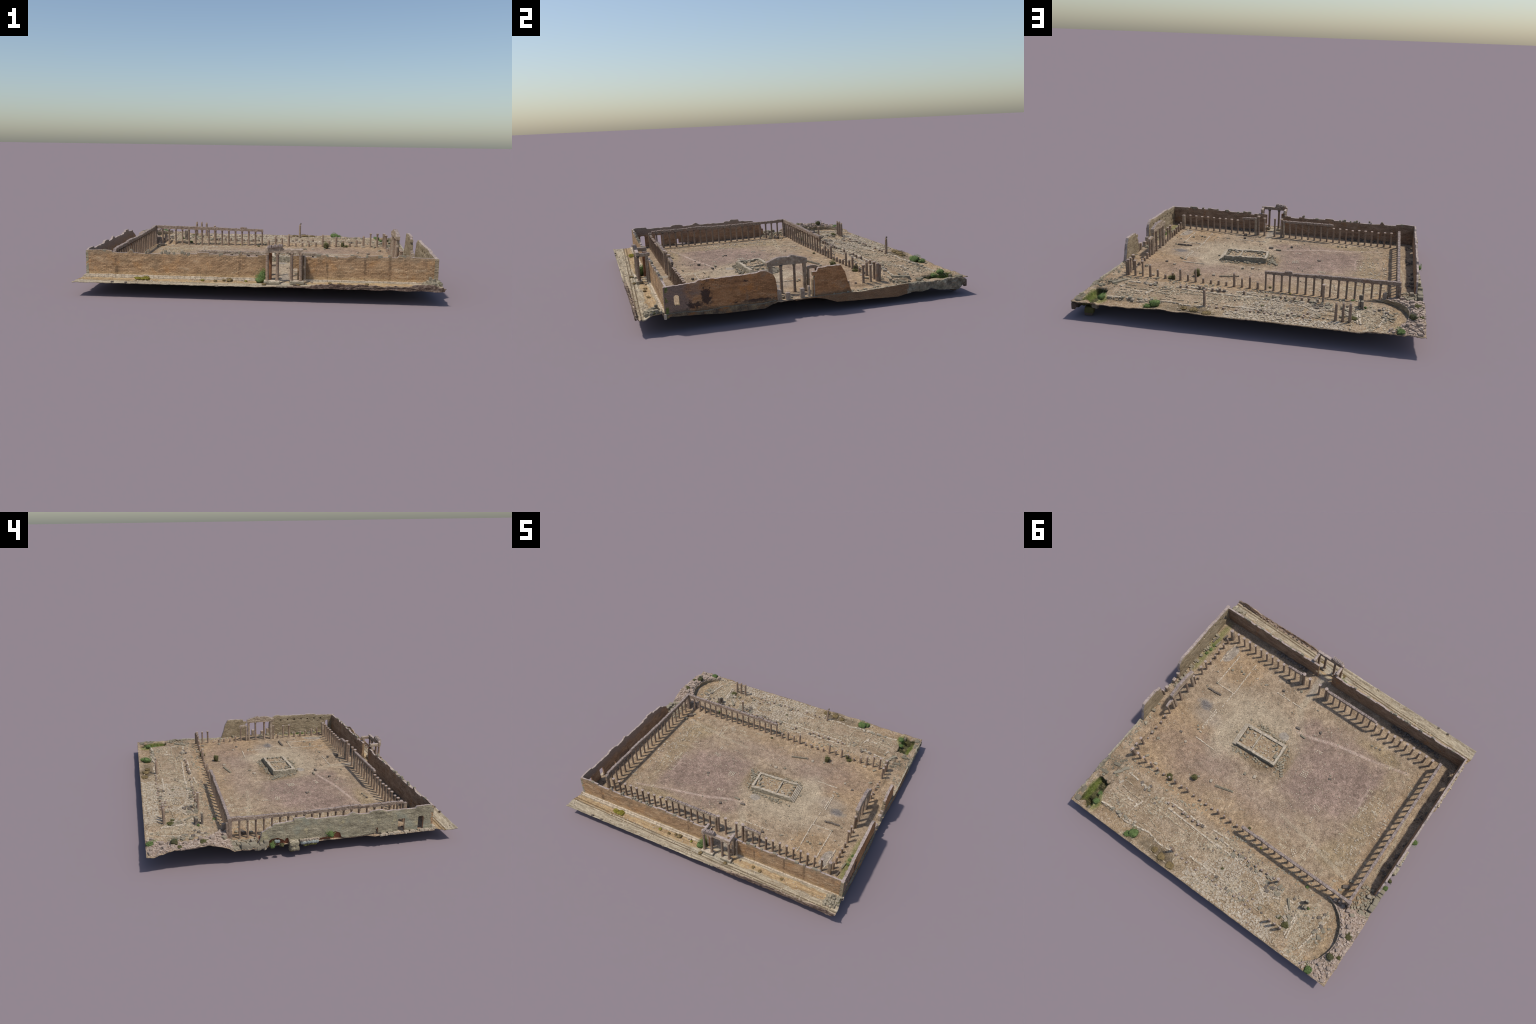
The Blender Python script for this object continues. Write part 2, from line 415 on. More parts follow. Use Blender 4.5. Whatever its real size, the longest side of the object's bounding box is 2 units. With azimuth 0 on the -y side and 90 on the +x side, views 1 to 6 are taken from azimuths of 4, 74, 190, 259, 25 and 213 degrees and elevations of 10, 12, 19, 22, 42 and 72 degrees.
def plain_stone(name, stops, scale=40, grain=.22, vary=.0, stains=(), vertical=False):
    n = Nodes(name, .94)
    vec = n.obj
    if vary:
        rnd = n.random()
        off = n.combine(n.math("MULTIPLY", rnd, 31.0), n.math("MULTIPLY", rnd, 17.0), n.math("MULTIPLY", rnd, 7.0))
        vec = n.vmath("ADD", n.obj, off)
    v2 = n.vmath("MULTIPLY", vec, (1.6, 1.6, .5)) if vertical else vec
    c = n.ramp(n.noise(scale, 5, .65, v2), stops)
    for col, sc, lo, hi, k in stains:
        c = n.mix(n.weak(n.smooth(n.noise(sc, 5, .65, vec), lo, hi), k), c, col)
    if vary:
        c = n.times(c, n.smooth(rnd, 0, 1, 1 - vary, 1 + vary))
    g = n.noise(240, 4, .7, vec)
    c = n.times(c, n.smooth(g, .28, .72, 1 - grain, 1 + grain * .8))
    return n.finish(c, n.math("ADD", g, n.noise(70, 3, .6, vec)), .7, .003)

def leaf_material(name, dark, light):
    n = Nodes(name, .7)
    c = n.ramp(n.noise(130, 3, .7), [(.32, dark), (.66, light)])
    n.finish(c)
    tr = n.t.nodes.new("ShaderNodeBsdfTranslucent")
    n.link(c, tr.inputs["Color"])
    mx = n.t.nodes.new("ShaderNodeMixShader")
    mx.inputs[0].default_value = .25
    n.link(n.p.outputs[0], mx.inputs[1]); n.link(tr.outputs[0], mx.inputs[2])
    n.link(mx.outputs[0], n.t.nodes["Material Output"].inputs[0])
    return n.m

GROUND = ground_material()
ROAD = road_material()

def front_extra(n, c):
    x, z = n.xyz[0], n.xyz[2]
    # plinth course at the foot, paler and greyer to the left
    foot = n.smooth(n.math("ADD", z, n.math("MULTIPLY", n.math("SUBTRACT", n.noise(40, 3), .5), .01)), .112, .107)
    c = n.mix(n.weak(foot, .5), c, rgb(196, 166, 124))
    for cx, w in ((-.79, .012), (.59, .007), (.725, .009), (-.10, .008), (.28, .013), (.385, .006)):
        t = n.math("ABSOLUTE", n.math("ADD", n.math("SUBTRACT", x, cx), n.math("MULTIPLY", n.math("SUBTRACT", n.noise(60, 3), .5), .02)))
        c = n.mix(n.math('MULTIPLY', n.smooth(t, w * 1.5, w * .2, 0, .65), n.smooth(n.noise(24, 3), .36, .56)), c, rgb(104, 84, 66))
    grey_upper_band = n.smooth(n.math("ADD", z, n.math("MULTIPLY", n.math("SUBTRACT", n.noise(26, 4), .5), .06)), .196, .226)
    c = n.mix(n.weak(grey_upper_band, .55), c, rgb(138, 122, 100))
    green = n.math("MULTIPLY", n.smooth(x, .965, .972), n.smooth(n.noise(25, 3), .35, .55))
    c = n.mix(n.weak(green, .8), c, rgb(84, 112, 48))
    return c

def east_extra(n, c):
    y, z = n.xyz[1], n.xyz[2]
    wz = n.math("ADD", z, n.math("MULTIPLY", n.math("SUBTRACT", n.noise(18, 4), .5), .05))
    south = n.smooth(n.math("ADD", y, n.math("MULTIPLY", n.math("SUBTRACT", n.noise(14, 5), .5), .35)), -.58, -.68)
    c = n.mix(n.weak(south, .75), c, rgb(138, 122, 112))
    black = n.most([n.ellipse_yz(-.565, .155, .022, .05), n.ellipse_yz(-.62, .12, .06, .02), n.ellipse_yz(-.36, .215, .012, .006), n.ellipse_yz(-.30, .11, .10, .008)])
    c = n.mix(n.weak(black, .85), c, rgb(62, 52, 50))
    foot = n.smooth(wz, .112, .096)
    c = n.mix(n.weak(foot, .65), c, rgb(112, 98, 80))
    return c

def ellipse_yz(self, cy, cz, ry, rz):
    a = self.math("DIVIDE", self.math("SUBTRACT", self.xyz[1], cy), ry)
    b = self.math("DIVIDE", self.math("SUBTRACT", self.xyz[2], cz), rz)
    d = self.math("SQRT", self.math("ADD", self.math("MULTIPLY", a, a), self.math("MULTIPLY", b, b)))
    d = self.math("ADD", d, self.math("MULTIPLY", self.math("SUBTRACT", self.noise(38, 6, .7), .5), 4.2))
    return self.smooth(d, 1.2, .7)
Nodes.ellipse_yz = ellipse_yz

ORANGE = [(.26, rgb(136, 108, 84)), (.44, rgb(172, 139, 105)), (.58, rgb(190, 157, 121)), (.74, rgb(206, 182, 150))]
FRONT = masonry("orange_masonry", ORANGE, "x", stains=[(rgb(196, 146, 94), 10, .52, .68, .45), (rgb(150, 126, 98), 8, .52, .66, .6), (rgb(188, 168, 140), 26, .60, .70, .5)], courses=.40, extra=front_extra)
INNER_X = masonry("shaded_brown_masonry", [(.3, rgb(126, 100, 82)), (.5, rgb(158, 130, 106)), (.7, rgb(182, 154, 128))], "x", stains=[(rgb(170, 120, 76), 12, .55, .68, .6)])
EASTFOOT = plain_stone('dark_foundation_stone', [(.28, rgb(76, 66, 58)), (.5, rgb(116, 100, 80)), (.72, rgb(150, 130, 98))], 30, .3, stains=[(rgb(158, 110, 66), 14, .50, .62, .7)])
EAST = masonry("rust_masonry", [(.28, rgb(138, 100, 70)), (.5, rgb(184, 134, 90)), (.72, rgb(202, 160, 118))], "y", stains=[(rgb(202, 134, 72), 10, .54, .68, .6), (rgb(150, 128, 104), 13, .56, .68, .6), (rgb(104, 82, 66), 22, .60, .72, .6)], extra=east_extra)
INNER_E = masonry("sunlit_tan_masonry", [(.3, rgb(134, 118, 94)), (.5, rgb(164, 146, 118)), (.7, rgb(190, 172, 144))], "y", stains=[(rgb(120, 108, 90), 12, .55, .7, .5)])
WEST = masonry("greenish_grey_masonry", [(.28, rgb(126, 117, 96)), (.5, rgb(162, 152, 126)), (.72, rgb(190, 178, 150))], "y", course=.0068, stains=[(rgb(146, 148, 130), 9, .52, .68, .6), (rgb(190, 176, 136), 13, .58, .7, .6)], pit=.3)
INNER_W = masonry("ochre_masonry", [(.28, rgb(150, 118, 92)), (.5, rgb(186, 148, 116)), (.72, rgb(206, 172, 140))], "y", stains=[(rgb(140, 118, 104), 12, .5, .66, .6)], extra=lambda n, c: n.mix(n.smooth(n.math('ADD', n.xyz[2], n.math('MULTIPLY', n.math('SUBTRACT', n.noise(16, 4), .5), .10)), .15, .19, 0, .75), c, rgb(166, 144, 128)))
TOP = plain_stone("pale_wall_top", [(.3, rgb(140, 124, 114)), (.5, rgb(172, 154, 144)), (.7, rgb(192, 176, 164))], 50)
ENTAB = plain_stone("mauve_brown_stone", [(.28, rgb(116, 98, 86)), (.5, rgb(150, 130, 113)), (.72, rgb(178, 158, 140))], 60, .28, stains=[(rgb(160, 110, 76), 14, .56, .7, .4)])
ENTAB_TOP = plain_stone("rosy_stone_top", [(.3, rgb(114, 99, 92)), (.5, rgb(152, 136, 127)), (.7, rgb(174, 158, 147))], 70, .35)
COLUMN = plain_stone("brown_column_stone", [(.28, rgb(124, 104, 90)), (.5, rgb(156, 134, 114)), (.72, rgb(180, 160, 140))], 70, .25, .12, [(rgb(156, 104, 72), 26, .54, .66, .5), (rgb(120, 118, 104), 30, .58, .7, .5)], True)
CAPITAL = plain_stone("pale_capital_stone", [(.3, rgb(150, 132, 122)), (.7, rgb(190, 172, 160))], 60)
PROPYLON = plain_stone("warm_propylon_stone", [(.28, rgb(134, 114, 98)), (.5, rgb(168, 148, 126)), (.72, rgb(190, 172, 150))], 50, .25, stains=[(rgb(164, 112, 78), 16, .58, .70, .5)])
GREYSTONE = plain_stone("lichen_grey_stone", [(.28, rgb(124, 114, 96)), (.5, rgb(158, 147, 126)), (.72, rgb(188, 176, 152))], 60, .28, .08)
CREAM = plain_stone("cream_paving_stone", [(.3, rgb(150, 132, 108)), (.5, rgb(178, 160, 134)), (.7, rgb(202, 186, 160))], 30, .25, 0)
EARTH = plain_stone("reddish_earth", [(.3, rgb(132, 112, 88)), (.5, rgb(160, 136, 108)), (.7, rgb(182, 164, 136))], 60, .3, stains=[(rgb(176, 160, 132), 30, .52, .62, .7)])
MOSSROCK = plain_stone("mossy_rock", [(.3, rgb(58, 54, 36)), (.5, rgb(92, 90, 50)), (.7, rgb(128, 118, 80))], 50, .25)
BLUEGREY = plain_stone("blue_grey_stone", [(.3, rgb(126, 130, 124)), (.5, rgb(152, 158, 152)), (.7, rgb(176, 180, 170))], 50, .25)
RUST = plain_stone('rusty_jamb_stone', [(.3, rgb(116, 76, 54)), (.7, rgb(160, 116, 84))], 50, .25)
PALESTONE = plain_stone("pale_limestone", [(.3, rgb(162, 146, 126)), (.5, rgb(188, 172, 150)), (.7, rgb(210, 196, 174))], 60, .22, .10)
DARKSTONE = plain_stone("dark_weathered_stone", [(.3, rgb(96, 86, 76)), (.5, rgb(128, 116, 104)), (.7, rgb(158, 144, 130))], 60, .28, .12)
ROSESTONE = plain_stone("rosy_rubble_stone", [(.3, rgb(146, 126, 112)), (.5, rgb(176, 156, 140)), (.7, rgb(200, 182, 164))], 50, .25)
EDGEROCK = plain_stone("dark_brown_rock", [(.3, rgb(70, 56, 50)), (.5, rgb(104, 86, 74)), (.7, rgb(150, 132, 118))], 40, .3)
BRICKRED = plain_stone("red_brick_fill", [(.3, rgb(126, 78, 56)), (.7, rgb(156, 102, 76))], 50, .2)
CLIFF = plain_stone("grey_cliff_rock", [(.3, rgb(102, 94, 78)), (.5, rgb(140, 130, 110)), (.7, rgb(168, 158, 136))], 30, .25, stains=[(rgb(78, 72, 66), 12, .52, .66, .7), (rgb(108, 112, 58), 16, .6, .72, .5)])
GREEN = leaf_material("fresh_green_leaf", rgb(92, 112, 64), rgb(156, 176, 108))
OLIVELEAF = leaf_material("olive_leaf", rgb(92, 92, 54), rgb(150, 148, 92))
DARKLEAF = leaf_material("dark_leaf", rgb(76, 80, 66), rgb(124, 126, 100))
YELLOWLEAF = leaf_material("yellow_green_leaf", rgb(120, 116, 44), rgb(164, 156, 66))
DRYLEAF = leaf_material("dry_shrub", rgb(112, 98, 70), rgb(154, 138, 102))
CORE_TINT = plain_stone("shrub_shade", [(.3, rgb(62, 58, 40)), (.7, rgb(102, 98, 64))], 80)  # dark olive colour for the inner lump of shrubs that have no core colour of their own

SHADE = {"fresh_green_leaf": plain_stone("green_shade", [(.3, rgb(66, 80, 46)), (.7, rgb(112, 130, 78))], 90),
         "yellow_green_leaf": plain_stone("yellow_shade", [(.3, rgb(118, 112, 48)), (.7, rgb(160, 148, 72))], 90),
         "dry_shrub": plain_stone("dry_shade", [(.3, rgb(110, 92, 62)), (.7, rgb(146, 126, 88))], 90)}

# ------------------------------------------------------------------ objects
ROOT = bpy.data.objects.new("ruined_forum", None)
bpy.context.scene.collection.objects.link(ROOT)
ROOT["label"] = "ruined ancient forum court with colonnades, walls and rubble on thin ground"
ROOT["category"] = "archaeological ruin"

def make(name, verts, faces, mats, index=None, parent=None, smooth=False, kind=None):
    me = bpy.data.meshes.new(name)
    verts = np.asarray(verts, np.float32)
    if isinstance(faces, np.ndarray) and faces.ndim == 2:
        k = faces.shape[1]
        me.vertices.add(len(verts)); me.vertices.foreach_set("co", verts.ravel())
        me.loops.add(faces.size); me.loops.foreach_set("vertex_index", faces.astype(np.int32).ravel())
        me.polygons.add(len(faces)); me.polygons.foreach_set("loop_start", np.arange(0, faces.size, k, dtype=np.int32))
        me.update(calc_edges=True)
    else:
        me.from_pydata([tuple(map(float, v)) for v in verts], [], [tuple(map(int, f)) for f in faces])
    for m in mats:
        me.materials.append(m)
    if index is not None:
        me.polygons.foreach_set("material_index", np.asarray(index, np.int32))
    me.polygons.foreach_set("use_smooth", np.full(len(me.polygons), bool(smooth)))
    me.update()
    return place(name, me, parent, kind)

def place(name, me, parent=None, kind=None):
    o = bpy.data.objects.new(name, me)
    bpy.context.scene.collection.objects.link(o)
    o.parent = parent or ROOT
    if kind:
        o["kind"] = kind
    return o

class Pile:
    """collects many small solids into one mesh"""
    def __init__(self):
        self.v, self.f, self.n = [], [], 0

    def add(self, v, f):
        self.v.append(np.asarray(v, float))
        self.f += [tuple(i + self.n for i in q) for q in f]
        self.n += len(v)

    def make(self, name, mat, parent=None, smooth=False, kind="stuff"):
        return make(name, np.vstack(self.v), self.f, [mat], parent=parent, smooth=smooth, kind=kind)

CUBE_F = [(0, 1, 3, 2), (4, 6, 7, 5), (0, 4, 5, 1), (2, 3, 7, 6), (0, 2, 6, 4), (1, 5, 7, 3)]

def chip(x, y, z, sx, sy, sz, turn=0.0, rnd=RND, j=.18, top=.82):
    """a small rough block: eight jittered corners, narrower top"""
    out = []
    c, s = math.cos(turn), math.sin(turn)
    for a in (-1, 1):
        for b in (-1, 1):
            for d in (-1, 1):
                k = top if d > 0 else 1.0
                px = a * sx / 2 * k * (1 + rnd.uniform(-j, j)); py = b * sy / 2 * k * (1 + rnd.uniform(-j, j))
                pz = (d + 1) / 2 * sz * (1 + rnd.uniform(-j, j)) if d > 0 else -sz * .3
                out.append((x + px * c - py * s, y + px * s + py * c, z + pz))
    return out, CUBE_F

def lump(sx, sy, sz, seed, square=.5, rough=.10, n=4):
    """a rounded, weathered block: subdivided cube pulled toward a superellipsoid; base on z=0"""
    r = random.Random(seed)
    verts, faces, ids = [], [], {}
    def vid(p):
        k = tuple(round(c, 5) for c in p)
        if k not in ids:
            ids[k] = len(verts); verts.append(k)
        return ids[k]
    g = [-1 + 2 * i / n for i in range(n + 1)]
    for ax in range(3):
        for sgn in (-1, 1):
            for i in range(n):
                for jn in range(n):
                    q = []
                    for u, v in ((g[i], g[jn]), (g[i + 1], g[jn]), (g[i + 1], g[jn + 1]), (g[i], g[jn + 1])):
                        p = [0, 0, 0]
                        p[ax] = sgn; p[(ax + 1) % 3] = u; p[(ax + 2) % 3] = v
                        q.append(vid(p))
                    faces.append(tuple(q if sgn > 0 else q[::-1]))
    V = np.array(verts)
    ball = V / np.linalg.norm(V, axis=1)[:, None]
    V = V * square + ball * (1 - square)
    ph = [r.uniform(0, 50) for _ in range(3)]
    V = V * (1 + rough * 1.6 * fbm(V[:, 0] * 1.3 + ph[0] + V[:, 2], V[:, 1] * 1.3 + ph[1] - V[:, 2] * .7, 3, seed))[:, None]
    V = V * np.array([sx / 2, sy / 2, sz / 2])
    V[:, 2] -= V[:, 2].min()
    return V, faces

LUMPS = {}
def boulder(name, x, y, sx, sy, sz, turn=0.0, mat=PALESTONE, parent=None, sink=.15, square=.7, z=None, tilt=0.0):
    key = (mat.name, RND.randrange(5), round(square, 1))
    if key not in LUMPS:
        v, f = lump(1, 1, 1, 100 + len(LUMPS), square)
        o = make(name, v, f, [mat], parent=parent, smooth=False)
        LUMPS[key] = o.data
    else:
        o = place(name, LUMPS[key], parent)
    o.location = (x, y, (gz(x, y) if z is None else z) - sink * sz)
    o.rotation_euler = (tilt, tilt * .6, turn)
    o.scale = (sx, sy, sz)
    return o

def block(name, x0, x1, y0, y1, z0, z1, mats, parent=None, rough=.0012, step=.006, seed=0, bevel=.0015):
    """a dressed block with weathered faces, axis aligned, built as a rounded grid box"""
    sx, sy, sz = x1 - x0, y1 - y0, z1 - z0
    nx, ny, nz = (max(2, min(40, int(round(s / step)))) for s in (sx, sy, sz))
    verts, faces, idx, ids = [], [], [], {}
    def vid(i, j, k):
        if (i, j, k) not in ids:
            ids[(i, j, k)] = len(verts); verts.append((i / nx, j / ny, k / nz))
        return ids[(i, j, k)]
    for k in (0, nz):
        for i in range(nx):
            for j in range(ny):
                q = [vid(i, j, k), vid(i + 1, j, k), vid(i + 1, j + 1, k), vid(i, j + 1, k)]
                faces.append(q if k else q[::-1]); idx.append(1 if k and len(mats) > 1 else 0)
    for i in (0, nx):
        for j in range(ny):
            for k in range(nz):
                q = [vid(i, j, k), vid(i, j + 1, k), vid(i, j + 1, k + 1), vid(i, j, k + 1)]
                faces.append(q if i else q[::-1]); idx.append(0)
    for j in (0, ny):
        for i in range(nx):
            for k in range(nz):
                q = [vid(i, j, k), vid(i, j, k + 1), vid(i + 1, j, k + 1), vid(i + 1, j, k)]
                faces.append(q if j else q[::-1]); idx.append(0)
    V = np.array(verts)
    P = V * np.array([sx, sy, sz]) + np.array([x0, y0, z0])
    edge = np.minimum(V, 1 - V) * np.array([sx, sy, sz])
    close = np.sort(edge, axis=1)[:, 1]
    pull = bevel * (1 - np.clip(close / (bevel * 2), 0, 1))
    P -= np.sign(V - .5) * (np.abs(V - .5) > .499) * pull[:, None]
    for a in range(3):
        u, w = P[:, (a + 1) % 3], P[:, (a + 2) % 3]
        P[:, a] += rough * fbm(u * 70 + seed, w * 70 + P[:, a] * 40, 3, seed + a)
    return make(name, P, faces, mats, idx, parent)

def slab(name, path, thick, top, bottom, mats, length=None, holes=None, ds=.0035, dz=.0045, rough=.0016, seed=0,
         recess=None, parent=None, inner_scale=1.0, jag=.0, end_mat=0):
    """a wall standing on a line. path(s) -> point and outward normal; top/bottom(s) -> heights.
    holes(s, z) -> True where the wall is missing; recess(s, z) -> depth of a niche on the inner face."""
    ns = max(2, int(length / ds))
    S = np.linspace(0, length, ns + 1)
    tp, bt = top(S), bottom(S)
    if jag:
        tp = tp + jag * fbm(S * 45, S * 0 + seed, 3, seed + 5)
    nt = max(2, int(np.max(tp - bt) / dz))
    T = np.linspace(0, 1, nt + 1)
    SS, TT = np.meshgrid(S, T, indexing="ij")
    ZZ = bt[:, None] + (tp - bt)[:, None] * TT
    px, py, nx, ny = path(SS)
    outer = thick / 2 + rough * fbm(SS * 55 + seed, ZZ * 90, 3, seed) + rough * .8 * fbm(SS * 12, ZZ * 22, 2, seed + 2)
    inner = thick / 2 + rough * fbm(SS * 55 + seed + 40, ZZ * 90, 3, seed + 7) + rough * .8 * fbm(SS * 12 + 9, ZZ * 22, 2, seed + 3)
    if recess is not None:
        inner = inner - recess(SS, ZZ)
    crown = ss(.93, 1.0, TT) * .0015
    outer, inner = outer - crown, (inner - crown) * inner_scale
    O = np.stack([px + nx * outer, py + ny * outer, ZZ], -1).reshape(-1, 3)
    I = np.stack([px - nx * inner, py - ny * inner, ZZ], -1).reshape(-1, 3)
    sc, zc = (SS[:-1, :-1] + SS[1:, 1:]) / 2, (ZZ[:-1, :-1] + ZZ[1:, 1:]) / 2
    keep = np.ones((ns, nt), bool)
    if holes is not None:
        keep = ~holes(sc, zc)
    N = (ns + 1) * (nt + 1)
    vid = np.arange(N).reshape(ns + 1, nt + 1)
    a, b, c, d = vid[:-1, :-1], vid[1:, :-1], vid[1:, 1:], vid[:-1, 1:]
    k = keep.ravel()
    fo = np.stack([a, b, c, d], -1).reshape(-1, 4)[k]
    fi = np.stack([d, c, b, a], -1).reshape(-1, 4)[k] + N
    faces, idx = [fo, fi], [np.zeros(len(fo)), np.ones(len(fi))]
    pad = np.pad(keep, 1)
    core = pad[1:-1, 1:-1]
    for nb, e0, e1 in ((pad[:-2, 1:-1], a, d), (pad[2:, 1:-1], c, b), (pad[1:-1, :-2], b, a), (pad[1:-1, 2:], d, c)):
        m = (core & ~nb).ravel()
        p, q = e0.ravel()[m], e1.ravel()[m]
        faces.append(np.stack([p, q, q + N, p + N], -1))
        up = q // (nt + 1) * 0 + ((p % (nt + 1) == nt) & (q % (nt + 1) == nt))
        end = (p // (nt + 1) == q // (nt + 1)) & ((p // (nt + 1) == 0) | (p // (nt + 1) == ns))
        idx.append(np.where(up > 0, 2, np.where(end, end_mat, 1)))
    F = np.vstack(faces)
    # keep the outward side consistent whichever way the normal points
    flip = (np.mean(nx * np.gradient(py, axis=0) - ny * np.gradient(px, axis=0)) < 0)
    if flip:
        F = F[:, ::-1]
    V = np.vstack([O, I])
    used = np.unique(F)
    remap = np.zeros(len(V), int); remap[used] = np.arange(len(used))
    mi = np.concatenate(idx).astype(int)
    mi = np.minimum(mi, len(mats) - 1)
    return make(name, V[used], remap[F], mats, mi, parent)

def straight(x0, y0, x1, y1, nx, ny):
    L = math.hypot(x1 - x0, y1 - y0)
    dx, dy = (x1 - x0) / L, (y1 - y0) / L
    return (lambda s: (x0 + dx * s, y0 + dy * s, np.full_like(s, nx), np.full_like(s, ny))), L

def flat(v):
    return lambda s: np.full_like(np.asarray(s, float), v)

def shift(f, o):
    return lambda s: f(np.asarray(s) + o)

def arch_hole(s0, s1, z0, z1, r=.012):
    """opening with rounded upper corners"""
    def f(s, z):
        inside = (s > s0) & (s < s1) & (z > z0) & (z < z1)
        lx = np.minimum(s - s0, s1 - s); lz = z1 - z
        cut = (lx < r) & (lz < r) & (np.hypot(r - lx, r - lz) > r)
        return inside & ~cut
    return f

# ------------------------------------------------------------------ ground and road
def sheet(name, xs, ys, mat, xmin, xmax, ymin, ymax, drop):
    """solid sheet with ragged rim; xs, ys in 0..1"""
    U, W = np.meshgrid(xs, ys, indexing="ij")
    y0 = ymin(-1 + 2 * U); y1 = ymax(-1 + 2 * U)
    Y = y0 + (y1 - y0) * W
    X = xmin(Y) + (xmax(Y) - xmin(Y)) * U
    Z = ground_z(X, Y)
    nx, ny = U.shape
    rim = np.minimum(np.minimum(U, 1 - U) * nx, np.minimum(W, 1 - W) * ny)
    B = Z - drop - .004 * np.abs(fbm(X * 25, Y * 25, 2, 77)) * (rim < 3)
    B = np.maximum(B, 0.0)
    N = nx * ny
    vid = np.arange(N).reshape(nx, ny)
    a, b, c, d = vid[:-1, :-1], vid[1:, :-1], vid[1:, 1:], vid[:-1, 1:]
    top = np.stack([a, b, c, d], -1).reshape(-1, 4)
    low = np.stack([d, c, b, a], -1).reshape(-1, 4) + N
    sides = []
    for e, rev in ((vid[:, 0], False), (vid[-1, :], False), (vid[::-1, -1], False), (vid[0, ::-1], False)):
        sides.append(np.stack([e[1:], e[:-1], e[:-1] + N, e[1:] + N], -1))
    V = np.vstack([np.stack([X, Y, Z], -1).reshape(-1, 3), np.stack([X, Y, B], -1).reshape(-1, 3)])
    return make(name, V, np.vstack([top, low] + sides), [mat], smooth=True)

WEST_EDGE = prof([(-.78, -.985), (-.40, -.984), (-.36, -.963), (.22, -.963), (.26, -.988), (.31, -.997), (.93, -.998)])
EAST_EDGE = prof([(-.78, .984), (-.22, .984), (-.18, .992), (-.03, .993), (0, .984), (.22, .984), (.55, .986), (.66, .992), (.93, .996)])
wob = lambda seed, amp, k=30: (lambda t: amp * fbm(np.asarray(t) * k, np.asarray(t) * 0 + seed, 3, seed))
wx0, wx1, wy0, wy1 = wob(1, .004), wob(2, .005), wob(3, .003), wob(4, .003)
GRID_X = np.linspace(0, 1, 405)
sheet("ground", GRID_X, np.linspace(0, 1, 345), GROUND,
      lambda y: WEST_EDGE(y) + wx0(y), lambda y: EAST_EDGE(y) + wx1(y),
      flat(-.7765), lambda x: .9225 + .5 * wy1(x), .003)
sheet("road", GRID_X, np.linspace(0, 1, 40), ROAD,
      lambda y: -.997 + wx0(y) + .018 * ss(-.85, -.78, y), lambda y: .996 + wx1(y) - .006 * ss(-.85, -.78, y),
      lambda x: -.9205 + wy0(x), flat(-.7765), .003)

# ------------------------------------------------------------------ perimeter walls
# front (south) wall: two lengths either side of the gateway
LEFT_TOP = prof([(-.965, .229), (-.88, .233), (-.818, .230), (-.817, .221), (-.73, .219), (-.722, .230), (-.712, .240), (-.70, .237), (-.694, .221), (-.667, .218),
                 (-.60, .2175), (-.50, .2195), (-.336, .223), (-.333, .231), (-.271, .231), (-.269, .222), (-.174, .224), (-.172, .219), (-.103, .220), (-.100, .235), (-.088, .239), (-.085, .225), (-.063, .226), (-.061, .216), (.003, .216), (.006, .225), (.08, .226)])
RIGHT_TOP = prof([(.19, .227), (.25, .228), (.271, .223), (.296, .225), (.298, .218), (.326, .218), (.327, .233), (.380, .235), (.383, .226), (.43, .224), (.49, .223), (.506, .230),
                  (.538, .236), (.542, .225), (.601, .226), (.606, .236), (.665, .236), (.686, .228), (.712, .229), (.716, .237), (.729, .239), (.732, .227), (.763, .228), (.765, .237), (.826, .239), (.832, .230), (.985, .228)])
p, L = straight(-.9655, -.762, .080, -.762, 0, -1)
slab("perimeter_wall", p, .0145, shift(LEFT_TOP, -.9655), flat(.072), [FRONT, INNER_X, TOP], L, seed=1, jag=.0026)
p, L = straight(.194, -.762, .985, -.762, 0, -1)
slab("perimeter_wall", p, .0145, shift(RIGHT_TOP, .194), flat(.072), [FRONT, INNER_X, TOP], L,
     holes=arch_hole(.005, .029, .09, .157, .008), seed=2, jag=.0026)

for x, w, top in ((-.708, .014, .240), (-.612, .013, .239), (-.625, .008, .230), (-.516, .014, .238), (-.500, .022, .229), (-.535, .010, .229), (-.467, .012, .229), (-.422, .016, .236), (-.408, .010, .230), (-.385, .016, .227), (-.204, .024, .228), (-.100, .013, .243), (-.860, .020, .235),
                  (.337, .026, .236), (.381, .016, .237), (.43, .018, .228), (.52, .022, .237), (.60, .012, .238), (.67, .026, .238), (.72, .013, .241), (.79, .040, .240), (.82, .012, .241)):
    boulder("crest_stone", x, -.762 + RND.uniform(-.001, .001), w, .014, .016, RND.uniform(-.1, .1), GREYSTONE, None, 0, .8, top - .016)

# west wall with two doorways and a broken northern end
WEST_TOP = prof([(-.775, .229), (-.735, .235), (-.66, .236), (-.652, .224), (-.47, .222), (-.452, .234), (-.374, .231), (-.368, .221), (-.300, .221), (-.266, .240), (-.236, .222), (-.04, .219), (-.032, .228), (.014, .227), (.018, .238), (.083, .236), (.088, .221),
                 (.150, .216), (.205, .211), (.212, .198), (.25, .182), (.272, .168), (.279, .135), (.296, .09)])
WEST_LOW = prof([(-.79, .070), (-.685, .082), (-.57, .088), (-.45, .088), (-.40, .090), (-.336, .082), (-.225, .079), (-.20, .090), (-.193, .116), (-.165, .128), (-.135, .120), (-.128, .102), (-.06, .092), (.05, .080), (.055, .092), (.115, .100), (.118, .118), (.133, .118), (.137, .100), (.150, .112), (.18, .126), (.22, .120), (.24, .100), (.30, .078)])
d1, d2 = arch_hole(.059, .096, .085, .171, .012), arch_hole(.177, .219, .085, .166, .004)
d3 = lambda s, z: (s > .345) & (s < .359) & (z < .124)
p, L = straight(-.9585, -.769, -.9585, .296, -1, 0)
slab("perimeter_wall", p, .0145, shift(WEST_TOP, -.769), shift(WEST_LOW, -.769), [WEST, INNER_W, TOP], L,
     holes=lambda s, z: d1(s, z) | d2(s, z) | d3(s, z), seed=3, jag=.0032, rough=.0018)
p, L = straight(-.9505, -.26, -.9505, .288, -1, 0)
